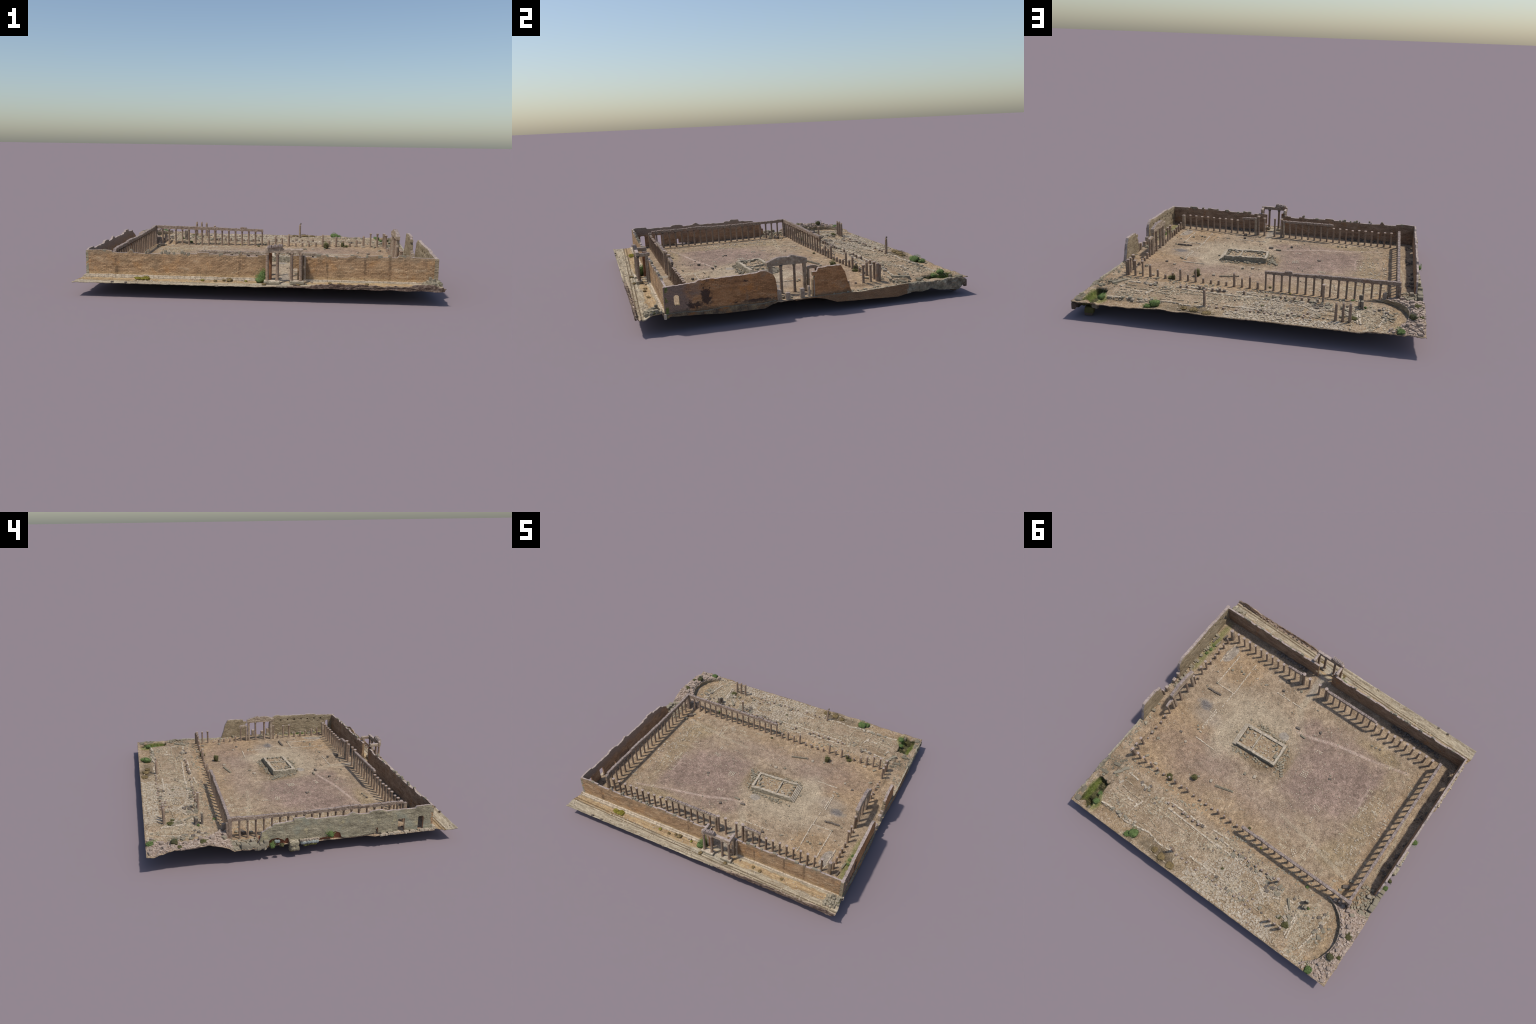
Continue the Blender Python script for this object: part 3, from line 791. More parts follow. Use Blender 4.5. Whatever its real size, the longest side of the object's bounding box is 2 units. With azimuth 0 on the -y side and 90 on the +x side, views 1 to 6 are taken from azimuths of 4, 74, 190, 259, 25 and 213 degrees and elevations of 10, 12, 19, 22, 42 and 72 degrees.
slab("wall_backing", p, .005, flat(.142), flat(.070), [BRICKRED, INNER_W, INNER_W], L, seed=8, rough=.001)

# east wall: long southern length with a window, a torn end, and a standing fragment further north
EAST_TOP = prof([(-.776, .228), (-.70, .231), (-.65, .232), (-.615, .238), (-.60, .244), (-.50, .245), (-.42, .246), (-.35, .248), (-.30, .251), (-.281, .257), (-.25, .254), (-.225, .240), (-.214, .234), (-.203, .212), (-.196, .17), (-.192, .09)])
EAST_LOW = prof([(-.80, .086), (-.59, .077), (-.49, .068), (-.267, .066), (-.225, .084), (-.19, .09)])
beam = [(-.655 + .059 * i, .203 + .0015 * i) for i in range(7)]
def beam_niches(s, z):
    d = np.zeros_like(s)
    for y, h in beam:
        d = np.where((np.abs(s - .776 - y) < .006) & (np.abs(z - h) < .006), .011, d)
    return d
p, L = straight(.974, -.776, .974, -.192, 1, 0)
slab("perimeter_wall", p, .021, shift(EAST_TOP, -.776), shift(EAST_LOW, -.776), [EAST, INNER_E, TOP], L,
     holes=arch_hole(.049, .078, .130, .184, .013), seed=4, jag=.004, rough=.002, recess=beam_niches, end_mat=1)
FRAG_TOP = prof([(-.002, .222), (.026, .224), (.031, .241), (.16, .243), (.170, .224), (.181, .209), (.190, .178), (.197, .150), (.208, .124), (.217, .098)])
p, L = straight(.974, -.002, .974, .217, 1, 0)
slab("perimeter_wall", p, .020, shift(FRAG_TOP, -.002), flat(.082), [EAST, INNER_E, TOP], L, seed=5, jag=.004, end_mat=1,
     holes=lambda s, z: (s < .012 + .004 * np.sin(z * 130)) & (z < .20) & (z > .182))
# piers of the broken east doorway
for i, (y0, y1, top) in enumerate(((.002, .012, .182), (-.026, -.014, .149), (-.070, -.045, .141), (-.150, -.124, .127), (-.198, -.172, .146))):
    block("door_jamb", .963, .986, y0, y1, .084, top, [PROPYLON, CAPITAL], seed=20 + i)
# foundation below ground level on the east side
FOUND_LOW = prof([(-.80, .084), (-.2, .084), (-.11, .081), (-.05, .084), (.01, .084), (.062, .073), (.134, .046), (.30, .041), (.488, .033), (.581, .050), (.635, .044), (.692, .056), (.74, .042), (.80, .036), (.86, .030), (.885, .050), (.92, .06)])
FOUND_TOP = prof([(-.10, .090), (.21, .090), (.24, .087), (.435, .094), (.543, .100), (.62, .100), (.67, .094), (.73, .087), (.76, .094), (.80, .098), (.86, .098), (.92, .088)])
p, L = straight(.988, -.785, .988, -.205, 1, 0)
slab("foundation_wall", p, .014, lambda s: .092 + .004 * np.sin(np.asarray(s) * 23) , shift(lambda y_: EAST_LOW(y_) - .004, -.785), [EASTFOOT, EASTFOOT, GREYSTONE], L, seed=16, rough=.003, jag=.003)
p, L = straight(.987, -.10, .990, .55, 1, 0)
slab("foundation_wall", p, .012, shift(FOUND_TOP, -.10), shift(FOUND_LOW, -.10), [EAST, GREYSTONE, GREYSTONE], L, seed=6, rough=.003, jag=.003)
p, L = straight(.987, .54, .991, .905, 1, 0)
slab("rock_face", p, .014, shift(FOUND_TOP, .54), shift(FOUND_LOW, .54), [CLIFF], L, seed=7, rough=.008, jag=.008)

# kerb course along the foot of the front wall
kerbs = Pile()
x = -.965
while x < .985:
    w = RND.uniform(.016, .034)
    if not .03 < x + w / 2 < .26:
        kerbs.add(*chip(x + w / 2, -.775, .076, w * .98, .012, .0205 + RND.uniform(-.001, .001), 0, j=.05, top=.97))
        if x < .02:
            kerbs.add(*chip(x + w / 2 + .004, -.786, .074, w * .97, .013, .0145 + RND.uniform(-.001, .001), 0, j=.06, top=.96))
    x += w
kerbs.make("kerb_course", PALESTONE)

# ------------------------------------------------------------------ columns
def lathe(name, profile, mat, segs=14, seed=0, rough=.0, square_top=None, ragged=0.0):
    """column mesh from a radius profile [(z, r), ...]"""
    z = np.array([p_[0] for p_ in profile]); r = np.array([p_[1] for p_ in profile])
    A = np.arange(segs) * TAU / segs
    V = []
    for zi, ri in zip(z, r):
        wobble = 1 + rough * fbm(np.cos(A) * 2 + seed, np.sin(A) * 2 + zi * 40, 2, seed)
        x, y = np.cos(A) * ri * wobble, np.sin(A) * ri * wobble
        if square_top is not None and zi >= square_top:
            m = np.maximum(np.abs(np.cos(A)), np.abs(np.sin(A)))
            x, y = x / m, y / m
        zz = np.full(segs, zi)
        if ragged and zi >= z[-1] - 1e-6:
            zz = zz + ragged * fbm(np.cos(A) * 1.2 + seed * 3, np.sin(A) * 1.2, 2, seed)
        V.append(np.stack([x, y, zz], -1))
    V = np.vstack(V)
    F = []
    for i in range(len(z) - 1):
        for j in range(segs):
            k = (j + 1) % segs
            F.append((i * segs + j, i * segs + k, (i + 1) * segs + k, (i + 1) * segs + j))
    F.append(tuple(range((len(z) - 1) * segs, len(z) * segs)))
    F.append(tuple(range(segs))[::-1])
    me = bpy.data.meshes.new(name)
    me.from_pydata([tuple(v) for v in V.tolist()], [], F)
    me.materials.append(mat); me.materials.append(CAPITAL)
    for pl in me.polygons:
        pl.use_smooth = len(pl.vertices) == 4 and abs(pl.normal.z) < .8
        if pl.index == len(F) - 2:
            pl.material_index = 1
    return me

# unit-height meshes (z scaled per column, x and y true size)
FULL = [lathe("column", [(-.05, .0074), (.02, .0074), (.035, .0064), (.3, .0062), (.6, .0059), (.86, .0056), (.88, .0062), (.93, .0070), (.945, .0074), (1.0, .0074)], COLUMN, seed=s, rough=.10, square_top=.94) for s in range(4)]
UNDER = [lathe("column", [(-.05, .0072), (.02, .0070), (.04, .0060), (.5, .0058), (.88, .0055), (.94, .0064), (1.0, .0080)], COLUMN, seed=s + 10, rough=.12) for s in range(4)]
STUB = [lathe("column", [(-.2, .0078), (.05, .0074), (.2, .0066), (.6, .0064), (.9, .0060), (1.0, .0052)], COLUMN, segs=12, seed=s + 20, rough=.16, ragged=.10) for s in range(5)]

def column(kind, x, y, top, base=None, fat=1.0, parent=None):
    me = RND.choice(kind)
    o = place("column", me, parent)
    b = gz(x, y) if base is None else base
    o.location = (x, y, b)
    o.rotation_euler = (0, 0, (RND.randrange(4) * math.pi / 2 if kind is FULL else RND.uniform(0, TAU)))
    f = fat * RND.uniform(.97, 1.18)
    o.scale = (f, f, top - b)
    return o

def pier(x, y, w, d, top, mats=None, base=None):
    b = (gz(x, y) if base is None else base) - .004
    return block("pier", x - w / 2, x + w / 2, y - d / 2, y + d / 2, b, top, mats or [PROPYLON, CAPITAL], seed=RND.randrange(999), rough=.0012)

def bracket_bottom(level, feet, s0, drop=.013, reach=.016):
    """underside of an entablature that sags into rounded brackets over the columns"""
    def f(s):
        s = np.asarray(s) + s0
        d = np.min(np.abs(s[..., None] - np.array(feet)), axis=-1)
        t = np.clip(1 - d / reach, 0, 1)
        return level(s) - drop * (1 - np.sqrt(np.clip(1 - t * t, 0, 1)))
    return f

def notched(pairs, pitch, depth, s0, seed):
    base = prof(pairs)
    def f(s):
        s = np.asarray(s) + s0
        joint = np.abs((s / pitch + .15 * np.sin(s * 31)) % 1 - .5)
        return base(s) - depth * (joint > .44) * (hash2(np.floor(s / pitch), np.zeros_like(s), seed) > .3) + depth * .6 * (hash2(np.floor(s / pitch * 1.7), np.ones_like(s), seed) - .5)
    return f

# north colonnade: standing with its entablature in the west, stumps in the east
NX = [-.839 + .0498 * i for i in range(35)]
for x in NX[1:17]:
    column(UNDER, x, .4385, .196)
p, L = straight(-.858, .4375, -.036, .4375, 0, 1)
slab("entablature", p, .0185, notched([(-.85, .2215), (-.81, .222), (-.57, .2185), (-.42, .217), (-.38, .216), (-.30, .2135), (-.206, .2105), (-.204, .2205), (-.16, .2205), (-.158, .2105), (-.09, .2105), (-.036, .2095)], .024, .004, -.858, 3),
     bracket_bottom(prof([(-.85, .198), (-.38, .1955), (-.036, .192)]), NX[:17], -.858), [ENTAB, ENTAB, ENTAB_TOP], L, seed=30, rough=.0018, ds=.002, dz=.004, jag=.0015)
pier(-.845, .437, .026, .026, .2215, [ENTAB, ENTAB_TOP])
pier(-.854, .454, .014, .014, .200, [ENTAB, ENTAB_TOP])
N_TOPS = [.132, .162, .145, .173, .112, .116, .114, .120, .178, .136, .166, .137, .119, .146, .175, .196, .196]
for x, t in zip(NX[17:34], N_TOPS):
    column(FULL if t > .19 else STUB, x, .438, t, fat=.95 if t > .19 else 1.05)
pier(.852, .435, .020, .020, .198, [COLUMN, CAPITAL])

# west colonnade under a continuous entablature
WY = [.427 - .0486 * i for i in range(23)]
for y in WY[1:22]:
    column(UNDER, -.841, y, .199)
p, L = straight(-.841, -.652, -.841, .428, -1, 0)
slab("entablature", p, .019, notched([(-.652, .206), (-.632, .206), (-.630, .219), (-.55, .2205), (-.36, .2185), (-.358, .2235), (-.24, .222), (-.12, .2165), (.0, .2165), (.16, .2175), (.32, .2185), (.42, .222)], .049, .0035, -.652, 5),
     bracket_bottom(prof([(-.652, .204), (-.1, .200), (.42, .199)]), WY, -.652), [ENTAB, ENTAB, ENTAB_TOP], L, seed=31, rough=.0022, ds=.002, dz=.004, jag=.002)
pier(-.840, -.643, .020, .024, .205)

# south colonnade: free columns, with architraves on either side of the central passage
SX = [-.786 + .0485 * i for i in range(17)]
for i, x in enumerate(SX):
    if x < -.34:
        column(FULL, x, -.643, .193 + .003 * RND.random() - (.006 if i % 4 == 2 else 0))
    else:
        column(UNDER, x, -.643, .207)
p, L = straight(-.345, -.643, .046, -.643, 0, 1)
slab("entablature", p, .018, notched([(-.345, .218), (-.33, .224), (-.2, .2225), (-.1, .222), (.046, .222)], .016, .0045, -.345, 8),
     bracket_bottom(prof([(-.345, .208), (.046, .206)]), SX[9:], -.345, .006, .010), [ENTAB, PROPYLON, ENTAB_TOP], L, seed=32, rough=.002, ds=.002, dz=.004, jag=.002)
pier(.037, -.643, .016, .020, .215)
column(UNDER, .057, -.645, .233, fat=1.35)
column(UNDER, .109, -.643, .234, fat=1.15)
column(UNDER, .189, -.643, .230, fat=1.15)
column(UNDER, .238, -.645, .240, fat=1.45)
pier(.259, -.643, .020, .020, .224)
for x in (.309, .357):
    column(UNDER, x, -.643, .208)
p, L = straight(.250, -.643, .366, -.643, 0, 1)
slab("entablature", p, .017, notched([(.25, .225), (.34, .223), (.366, .219)], .02, .003, .25, 9), bracket_bottom(prof([(.25, .208), (.366, .208)]), [.259, .309, .357], .25, .006, .010), [ENTAB, PROPYLON, ENTAB_TOP], L, seed=33, rough=.0018, ds=.002, dz=.004)
for i in range(9):
    column(FULL, .405 + .0483 * i, -.643, .1965 + .0012 * (i % 3) + .0005 * i)
pier(.846, -.641, .024, .022, .2005, [PROPYLON, CAPITAL])

# east colonnade: stumps of many heights
for y, t in ((-.592, .154), (-.543, .149), (-.490, .141), (-.445, .132), (-.392, .133), (-.345, .199), (-.295, .197), (-.247, .118), (.114, .132), (.160, .114), (.210, .122), (.255, .115), (.300, .104)):
    column(FULL if t > .19 else STUB, .854, y, t)
column(FULL, .855, .347, .197); column(FULL, .855, .392, .194)
pier(.858, .446, .014, .014, .190, [COLUMN, CAPITAL])

# ------------------------------------------------------------------ propylon on the east side
PY_TOP = prof([(-.212, .268), (-.206, .273), (-.159, .288), (-.125, .292), (-.092, .287), (-.085, .290), (-.076, .297), (-.06, .293), (-.03, .284), (.004, .276), (.014, .272)])
p, L = straight(.852, -.212, .852, .014, 1, 0)
slab("pediment", p, .024, shift(PY_TOP, -.212), bracket_bottom(prof([(-.212, .246), (.014, .245)]), [-.19, -.131, -.056, -.001], -.212, .006, .012), [PROPYLON, PROPYLON, ENTAB_TOP], L, seed=40, rough=.0032, ds=.0025, dz=.004, jag=.003)
pier(.852, -.189, .021, .022, .248, [PROPYLON])
pier(.853, .001, .021, .020, .248, [PROPYLON])
pier(.853, .022, .018, .014, .222, [PROPYLON, CAPITAL])
column(UNDER, .852, -.131, .248, fat=1.25)
column(UNDER, .852, -.056, .248, fat=1.25)
column(UNDER, .848, -.209, .204, fat=1.0)
column(UNDER, .852, .069, .206, fat=1.05)
p, L = straight(.852, .016, .852, .078, 1, 0)
slab("lintel", p, .016, prof([(0, .222), (.02, .229), (.045, .228), (.062, .219)]), prof([(0, .206), (.02, .212), (.045, .209), (.062, .200)]), [PROPYLON, PROPYLON, CAPITAL], L, seed=41, rough=.002, ds=.003, jag=.002)

# ------------------------------------------------------------------ gateway porch in the front wall
GATE = bpy.data.objects.new("gateway", None)
bpy.context.scene.collection.objects.link(GATE)
GATE.parent = ROOT
for x0, x1, y0, y1, z1 in ((.040, .128, -.851, -.812, .099), (.180, .258, -.851, -.812, .1015)):
    block("plinth", x0, x1, y0, y1, .080, z1, [GREYSTONE, PALESTONE], GATE, .0015, seed=50)
for x, b in ((.057, .098), (.112, .098), (.189, .100), (.239, .101)):
    column(UNDER, x, -.830, .249, base=b, fat=1.42, parent=GATE)
GATE_TOP = prof([(.046, .276), (.055, .281), (.072, .284), (.10, .288), (.12, .293), (.137, .297), (.139, .286), (.141, .274), (.18, .273), (.25, .272)])
p, L = straight(.046, -.830, .250, -.830, 0, -1)
slab("pediment", p, .019, shift(GATE_TOP, .046), bracket_bottom(prof([(.046, .251), (.25, .251)]), [.057, .112, .189, .239], .046, .004, .012), [PROPYLON, ENTAB, TOP], L, seed=51, rough=.0026, ds=.002, dz=.003, jag=.002, parent=GATE)
for i, x in enumerate((.056, .239)):
    block("lintel", x - .009, x + .009, -.822, -.757, .244, .268 - .002 * i, [PROPYLON, TOP], GATE, .002, .005, 52 + i)
    block("anta", x - .010, x + .010, -.786, -.768, .088, .247, [PROPYLON, CAPITAL], GATE, .0016, .006, 54 + i)
block("anta", .064, .080, -.788, -.756, .080, .244, [RUST, TOP], GATE, .0016, .006, 56)
block("anta", .254, .268, -.780, -.764, .080, .227, [PROPYLON, TOP], GATE, .0016, .006, 57)
for i in range(7):
    x = .062 + i * .0118
    o = boulder("cornice_stone", x, -.836, .010, .022, .012 + .003 * (i % 2), RND.uniform(-.2, .2), TOP, GATE, 0, .8, .276 + .0018 * i)

# ------------------------------------------------------------------ temple podium in the court
TEMPLE = bpy.data.objects.new("temple_podium", None)
bpy.context.scene.collection.objects.link(TEMPLE)
TEMPLE.parent = ROOT
T0 = (.056, .352, -.1835, -.0195)
TEMPLE.location = Vector((.2045, -.1015, 0)) - Matrix.Rotation(.06, 3, 'Z') @ Vector((.2045, -.1015, 0))
TEMPLE.rotation_euler = (0, 0, .06)
block("podium_core", T0[0] + .010, T0[1] - .004, T0[2] + .010, T0[3] - .010,   .070, .1075, [EARTH], TEMPLE, .0014, .006, 60)
wall_top = lambda a, b: (lambda s: .1185 + .0015 * np.sin(np.asarray(s) * 60 + a) + .001 * np.sin(np.asarray(s) * 171 + b))
def podium_wall(x0, y0, x1, y1, nx, ny, th, seed, dz=0.0):
    p_, L_ = straight(x0, y0, x1, y1, nx, ny)
    slab("podium_wall", p_, th, lambda s: wall_top(seed, seed * 2)(s) + dz, flat(.078), [GREYSTONE, GREYSTONE, PALESTONE], L_, seed=seed, rough=.0022, ds=.004, jag=.0045, parent=TEMPLE)
podium_wall(T0[0], T0[3] - .009, T0[1], T0[3] - .009, 0, 1, .018, 61, .002)
podium_wall(T0[0], T0[2] + .009, T0[1], T0[2] + .009, 0, -1, .021, 62, 0)
podium_wall(T0[0] + .007, T0[2] + .01, T0[0] + .007, T0[3] - .01, -1, 0, .018, 63, 0)
podium_wall(.243, T0[2] + .012, .243, T0[3] - .012, 1, 0, .011, 64, -.001)
for i in range(4):
    block("step", .350 + .0085 * i, .3605 + .0085 * i, -.188 + .001 * i, -.012 - .0005 * i, .080, .112 - .006 * i, [GREYSTONE, PALESTONE], TEMPLE, .0009, .006, 65 + i)
for (x, y, sx, sy, sz, t) in ((.335, -.06, .016, .016, .012, .3), (.333, -.095, .018, .016, .010, .1), (.330, -.13, .016, .018, .011, .5), (.332, -.032, .018, .014, .010, .2), (.325, -.162, .015, .015, .016, 0),
                              (.285, -.148, .022, .012, .008, 0), (.272, -.135, .012, .012, .007, .6), (.268, -.04, .012, .014, .008, .2), (.255, -.055, .010, .010, .007, 0),
                              (.100, -.130, .014, .022, .012, .1), (.112, -.105, .020, .010, .006, .1), (.080, -.08, .024, .030, .010, 0), (.068, -.140, .016, .022, .009, 0), (.118, -.155, .016, .016, .010, .2), (.13, -.140, .016, .010, .009, .1),
                              (.165, -.06, .014, .009, .005, .5), (.175, -.03, .018, .008, .006, 0), (.145, -.035, .010, .012, .006, .4), (.12, -.05, .012, .010, .005, .2), (.205, -.09, .008, .008, .006, 0), (.22, -.06, .009, .009, .006, .3)):
    boulder("stone_block", x, y, sx, sy, sz, t, PALESTONE if sz < .009 else GREYSTONE, TEMPLE, .1, .8, .1085)
spill = Pile()
for i in range(230):   # spill lying against the podium
    ax_, ay_, sx_, sy_ = RND.choice(((.26, -.215, .09, .022), (.24, -.208, .06, .014), (.29, .020, .07, .020), (.31, .015, .05, .014), (.02, -.07, .020, .07), (.035, -.10, .014, .09), (.10, -.205, .06, .014), (.15, .0, .08, .012)))
    x, y = ax_ + RND.gauss(0, .55) * sx_, ay_ + RND.gauss(0, .55) * sy_
    s_ = RND.uniform(.004, .013)
    spill.add(*chip(x, y, gz(x, y), s_ * RND.uniform(.9, 1.5), s_, s_ * RND.uniform(.4, .9), RND.uniform(0, 3)))
spill.make("rubble", GREYSTONE)
inside = Pile()
for i in range(90):
    x, y = RND.uniform(.075, .335), RND.uniform(-.165, -.040)
    s_ = RND.uniform(.003, .009)
    inside.add(*chip(x, y, .1075, s_ * RND.uniform(.9, 1.6), s_, s_ * RND.uniform(.4, .8), RND.uniform(0, 3)))
inside.make("rubble", PALESTONE, TEMPLE)
for i, (y, x) in enumerate(((-.052, .022), (-.038, .010), (-.025, -.002), (-.01, -.014), (.004, -.026))):
    boulder("stone_block", x - .002, y - .01, .014, .020, .010, -.7, GREYSTONE, None, .1, .85)

# ------------------------------------------------------------------ apse, basilica remains
p_cx, p_cy, p_r = APSE
a0, a1 = math.radians(262), math.radians(122)
arc = lambda s: (p_cx + (p_r + .006) * np.cos(a0 - np.asarray(s) / p_r), p_cy + (p_r + .006) * np.sin(a0 - np.asarray(s) / p_r),
                 np.cos(a0 - np.asarray(s) / p_r), np.sin(a0 - np.asarray(s) / p_r))
arc_len = (a0 - a1) * p_r
ARC_TOP = prof([(0, .104), (.05, .118), (.12, .128), (.20, .134), (.27, .138), (.33, .122), (.36, .130), (.44, .122), (.525, .106)])
slab("apse_wall", arc, .011, ARC_TOP, flat(.086), [ROSESTONE, INNER_E, ROSESTONE], arc_len, seed=70, rough=.004, jag=.006)

for x, top in ((-.510, .204), (-.549, .206), (-.588, .206)):
    column(STUB, x, .800, top, fat=1.15)
column(UNDER, -.414, .573, .211, fat=1.05)
o = column(STUB, .239, .802, .205, fat=1.15)
boulder("capital_fragment", .245, .802, .010, .010, .012, 0, DARKSTONE, None, 0, .4, .206)
for x0, x1, y0, y1, top in ((-.646, -.622, .566, .580, .172), (-.652, -.634, .598, .618, .148), (-.630, -.622, .600, .622, .150)):
    block("pier", x0, x1, y0, y1, .088, top, [DARKSTONE, GREYSTONE], rough=.003, seed=RND.randrange(99))
boulder("pier_fragment", -.768, .462, .020, .022, .05, .2, ROSESTONE, None, .1, .8)
for x, t in ((-.077, .112), (-.117, .114), (-.159, .112), (-.161, .110), (-.245, .116), (-.289, .118), (-.330, .117), (-.382, .116), (.457, .116), (.419, .116), (.337, .124), (.300, .112), (.256, .118), (.212, .122), (-.19, .111), (.06, .12)):
    column(STUB, x, .573 + RND.uniform(-.004, .004), t, fat=1.1)
for x, y in ((.051, .814), (-.030, .811), (-.076, .805), (-.113, .814), (-.150, .816), (-.193, .815), (-.263, .773), (-.243, .805), (-.288, .774), (-.349, .751), (-.331, .777), (-.331, .806), (-.371, .809), (.165, .808), (.126, .810), (.048, .813), (.208, .812)):
    column(STUB, x, y, gz(x, y) + RND.uniform(.008, .014), fat=1.0)

def stone_line(pts, w, h, pile, gap=.1, jit=.15, lmin=.012, lmax=.022):
    """a wall footing: a row of flat stones following a polyline"""
    for (x0, y0), (x1, y1) in zip(pts, pts[1:]):
        L_ = math.hypot(x1 - x0, y1 - y0)
        s = 0.0
        while s < L_:
            l = RND.uniform(lmin, lmax)
            if RND.random() > gap:
                t = min(1, (s + l / 2) / L_)
                x_, y_ = x0 + (x1 - x0) * t + RND.uniform(-1, 1) * w * jit, y0 + (y1 - y0) * t + RND.uniform(-1, 1) * w * jit
                pile.add(*chip(x_, y_, gz(x_, y_), l * .95, w * RND.uniform(.8, 1.15), h * RND.uniform(.7, 1.3), math.atan2(y1 - y0, x1 - x0) + RND.uniform(-.08, .08), j=.12, top=.9))
            s += l

foot = Pile()
for pts in ([(.585, -.30), (.590, -.56)], [(.726, -.30), (.724, -.55)], [(.587, -.30), (.726, -.30)], [(.587, -.295), (.592, -.175)], [(.60, -.14), (.602, .03)], [(.612, -.14), (.612, .02)],
            [(.604, .103), (.460, .107)], [(.455, -.484), (.154, -.487)], [(.80, -.62), (.81, -.45)]):
    stone_line(pts, .008, .0042, foot, .12)
for pts in ([(.136, .766), (-.162, .770)], [(.119, .547), (-.004, .538)], [(.056, .570), (-.051, .571)], [(.05, .605), (-.16, .615)], [(.45, .56), (.17, .56)], [(.46, .60), (.0, .615)],
            [(.80, .56), (.62, .575)], [(.70, .70), (.62, .70)], [(.60, .66), (.62, .72)], [(-.634, .670), (-.647, .816)], [(-.62, .670), (-.632, .81)], [(-.54, .66), (-.60, .72)], [(-.52, .62), (-.58, .63)],
            [(.82, .816), (.72, .808), (.62, .83), (.44, .80), (.34, .82), (.2, .80)], [(-.80, .60), (-.75, .82)], [(-.30, .64), (-.39, .70), (-.47, .66)], [(-.88, .86), (-.80, .895), (-.70, .91)]):
    stone_line(pts, .011, .0055, foot, .12)
foot.make("wall_footing", PALESTONE)
lines = Pile()
for y_ in (.625, .655, .685, .735, .765, .795, .855, .885):
    x_ = -.60
    while x_ < .78:
        run = RND.uniform(.04, .22)
        if RND.random() < .55 and not (y_ > .83 and x_ > .15):
            stone_line([(x_, y_ + RND.uniform(-.012, .012)), (min(x_ + run, .80), y_ + RND.uniform(-.012, .012))], .0072, .0048, lines, .2, .3, .008, .018)
        if RND.random() < .5:
            stone_line([(x_, y_), (x_ + RND.uniform(-.006, .006), min(y_ + RND.uniform(.03, .07), .905))], .0072, .0048, lines, .2, .3, .008, .018)
        x_ += run + RND.uniform(.0, .08)
for k in range(5):
    stone_line([(APSE[0] + (.15 - .028 * k) * math.cos(a_), APSE[1] + (.15 - .028 * k) * math.sin(a_)) for a_ in [2.3 + .25 * j for j in range(8)]], .006, .003, lines, .45, .3, .008, .014)
lines.make("wall_footing", CREAM)
for _ in range(130):   # larger blocks left lying along the aisles and in the apse
    ax_, ay_, sx_, sy_ = RND.choice(((-.25, .60, .25, .03), (-.20, .59, .25, .02), (.30, .57, .18, .015), (-.30, .80, .25, .04), (-.60, .72, .06, .08), (-.78, .68, .05, .09), (-.42, .63, .08, .03), (.65, .60, .12, .05), (.62, .81, .15, .015)))
    x, y = ax_ + RND.gauss(0, .55) * sx_, ay_ + RND.gauss(0, .55) * sy_
    s_ = RND.uniform(.010, .020)
    boulder("stone_block", x, y, s_ * RND.uniform(.9, 1.6), s_, s_ * RND.uniform(.45, .8), RND.choice((0, 1.57)) + RND.gauss(0, .3), RND.choice((GREYSTONE, PALESTONE, GREYSTONE, DARKSTONE)), None, .2, .8)

# scattered stone of the basilica, rubble heaps and loose court stones
def scatter(name, mat, count, area, smin, smax, flat_k=.45, keep=None, aligned=.6, seed=1):
    r = random.Random(seed)
    pile, n, tries = Pile(), 0, 0
    while n < count and tries < count * 12:
        tries += 1
        x_, y_ = r.uniform(area[0], area[1]), r.uniform(area[2], area[3])
        if keep and r.random() > keep(x_, y_):
            continue
        s = smin + (smax - smin) * r.random() ** 2.2
        t = r.gauss(0, .12) + (math.pi / 2 if r.random() < .5 else 0) if r.random() < aligned else r.uniform(0, 3)
        pile.add(*chip(x_, y_, gz(x_, y_), s * r.uniform(.9, 1.7), s, s * flat_k * r.uniform(.6, 1.4), t, r))
        n += 1
    return pile.make(name, mat)

def dens(sc, sd, lo=.4, hi=.62):
    """patchy probability map, looked up on a coarse grid"""
    g = ss(lo, hi, vnoise(*np.meshgrid(np.arange(-1, 1.01, .01) * sc, np.arange(-1, 1.01, .01) * sc, indexing="ij"), sd)).tolist()
    return lambda x_, y_: g[int((x_ + 1) * 100)][int((y_ + 1) * 100)]

in_apse_pit = lambda x_, y_: 0.0 if (x_ > .83 and y_ > .66) else 1.0
nd = dens(8, 4, .36, .62)
nd2 = dens(13, 6, .40, .60)
west_more = lambda x_, y_: nd(x_, y_) * in_apse_pit(x_, y_) * (1.0 if x_ < .1 else .45) * (.35 if math.hypot(x_ - p_cx, y_ - p_cy) < .2 and x_ < -.72 else 1) * (0 if y_ > .83 and x_ > .2 else 1)
scatter("rubble", CREAM, 3600, (-.80, .80, .53, .912), .004, .011, .26, west_more, .85, 21)
scatter("rubble", PALESTONE, 1500, (-.72, .12, .60, .912), .004, .012, .32, lambda x_, y_: nd2(x_, y_) * (.3 if math.hypot(x_ - p_cx, y_ - p_cy) < .2 else 1), .85, 41)
scatter("rubble", PALESTONE, 500, (-.55, .05, .82, .912), .006, .014, .35, None, .8, 42)
scatter("rubble", GREYSTONE, 420, (-.86, .82, .50, .912), .005, .012, .38, west_more, .7, 22)
scatter("rubble", DARKSTONE, 90, (-.60, .80, .48, .90), .005, .011, .5, west_more, .4, 23)
rim_keep = lambda x_, y_: 1.0 if (math.hypot(x_ - p_cx, y_ - p_cy) > p_r + .012) else 0.0
scatter("rubble", ROSESTONE, 1100, (-.990, -.80, .44, .912), .005, .015, .5, rim_keep, .2, 24)
scatter("rubble", GREYSTONE, 160, (-.990, -.87, .27, .46), .006, .018, .5, None, .3, 25)
scatter("rubble", GREYSTONE, 60, (-.990, -.970, .25, .33), .008, .016, .7, None, .3, 26)
scatter("rubble", PALESTONE, 70, (-.986, -.967, -.77, -.42), .005, .012, .6, None, .3, 27)
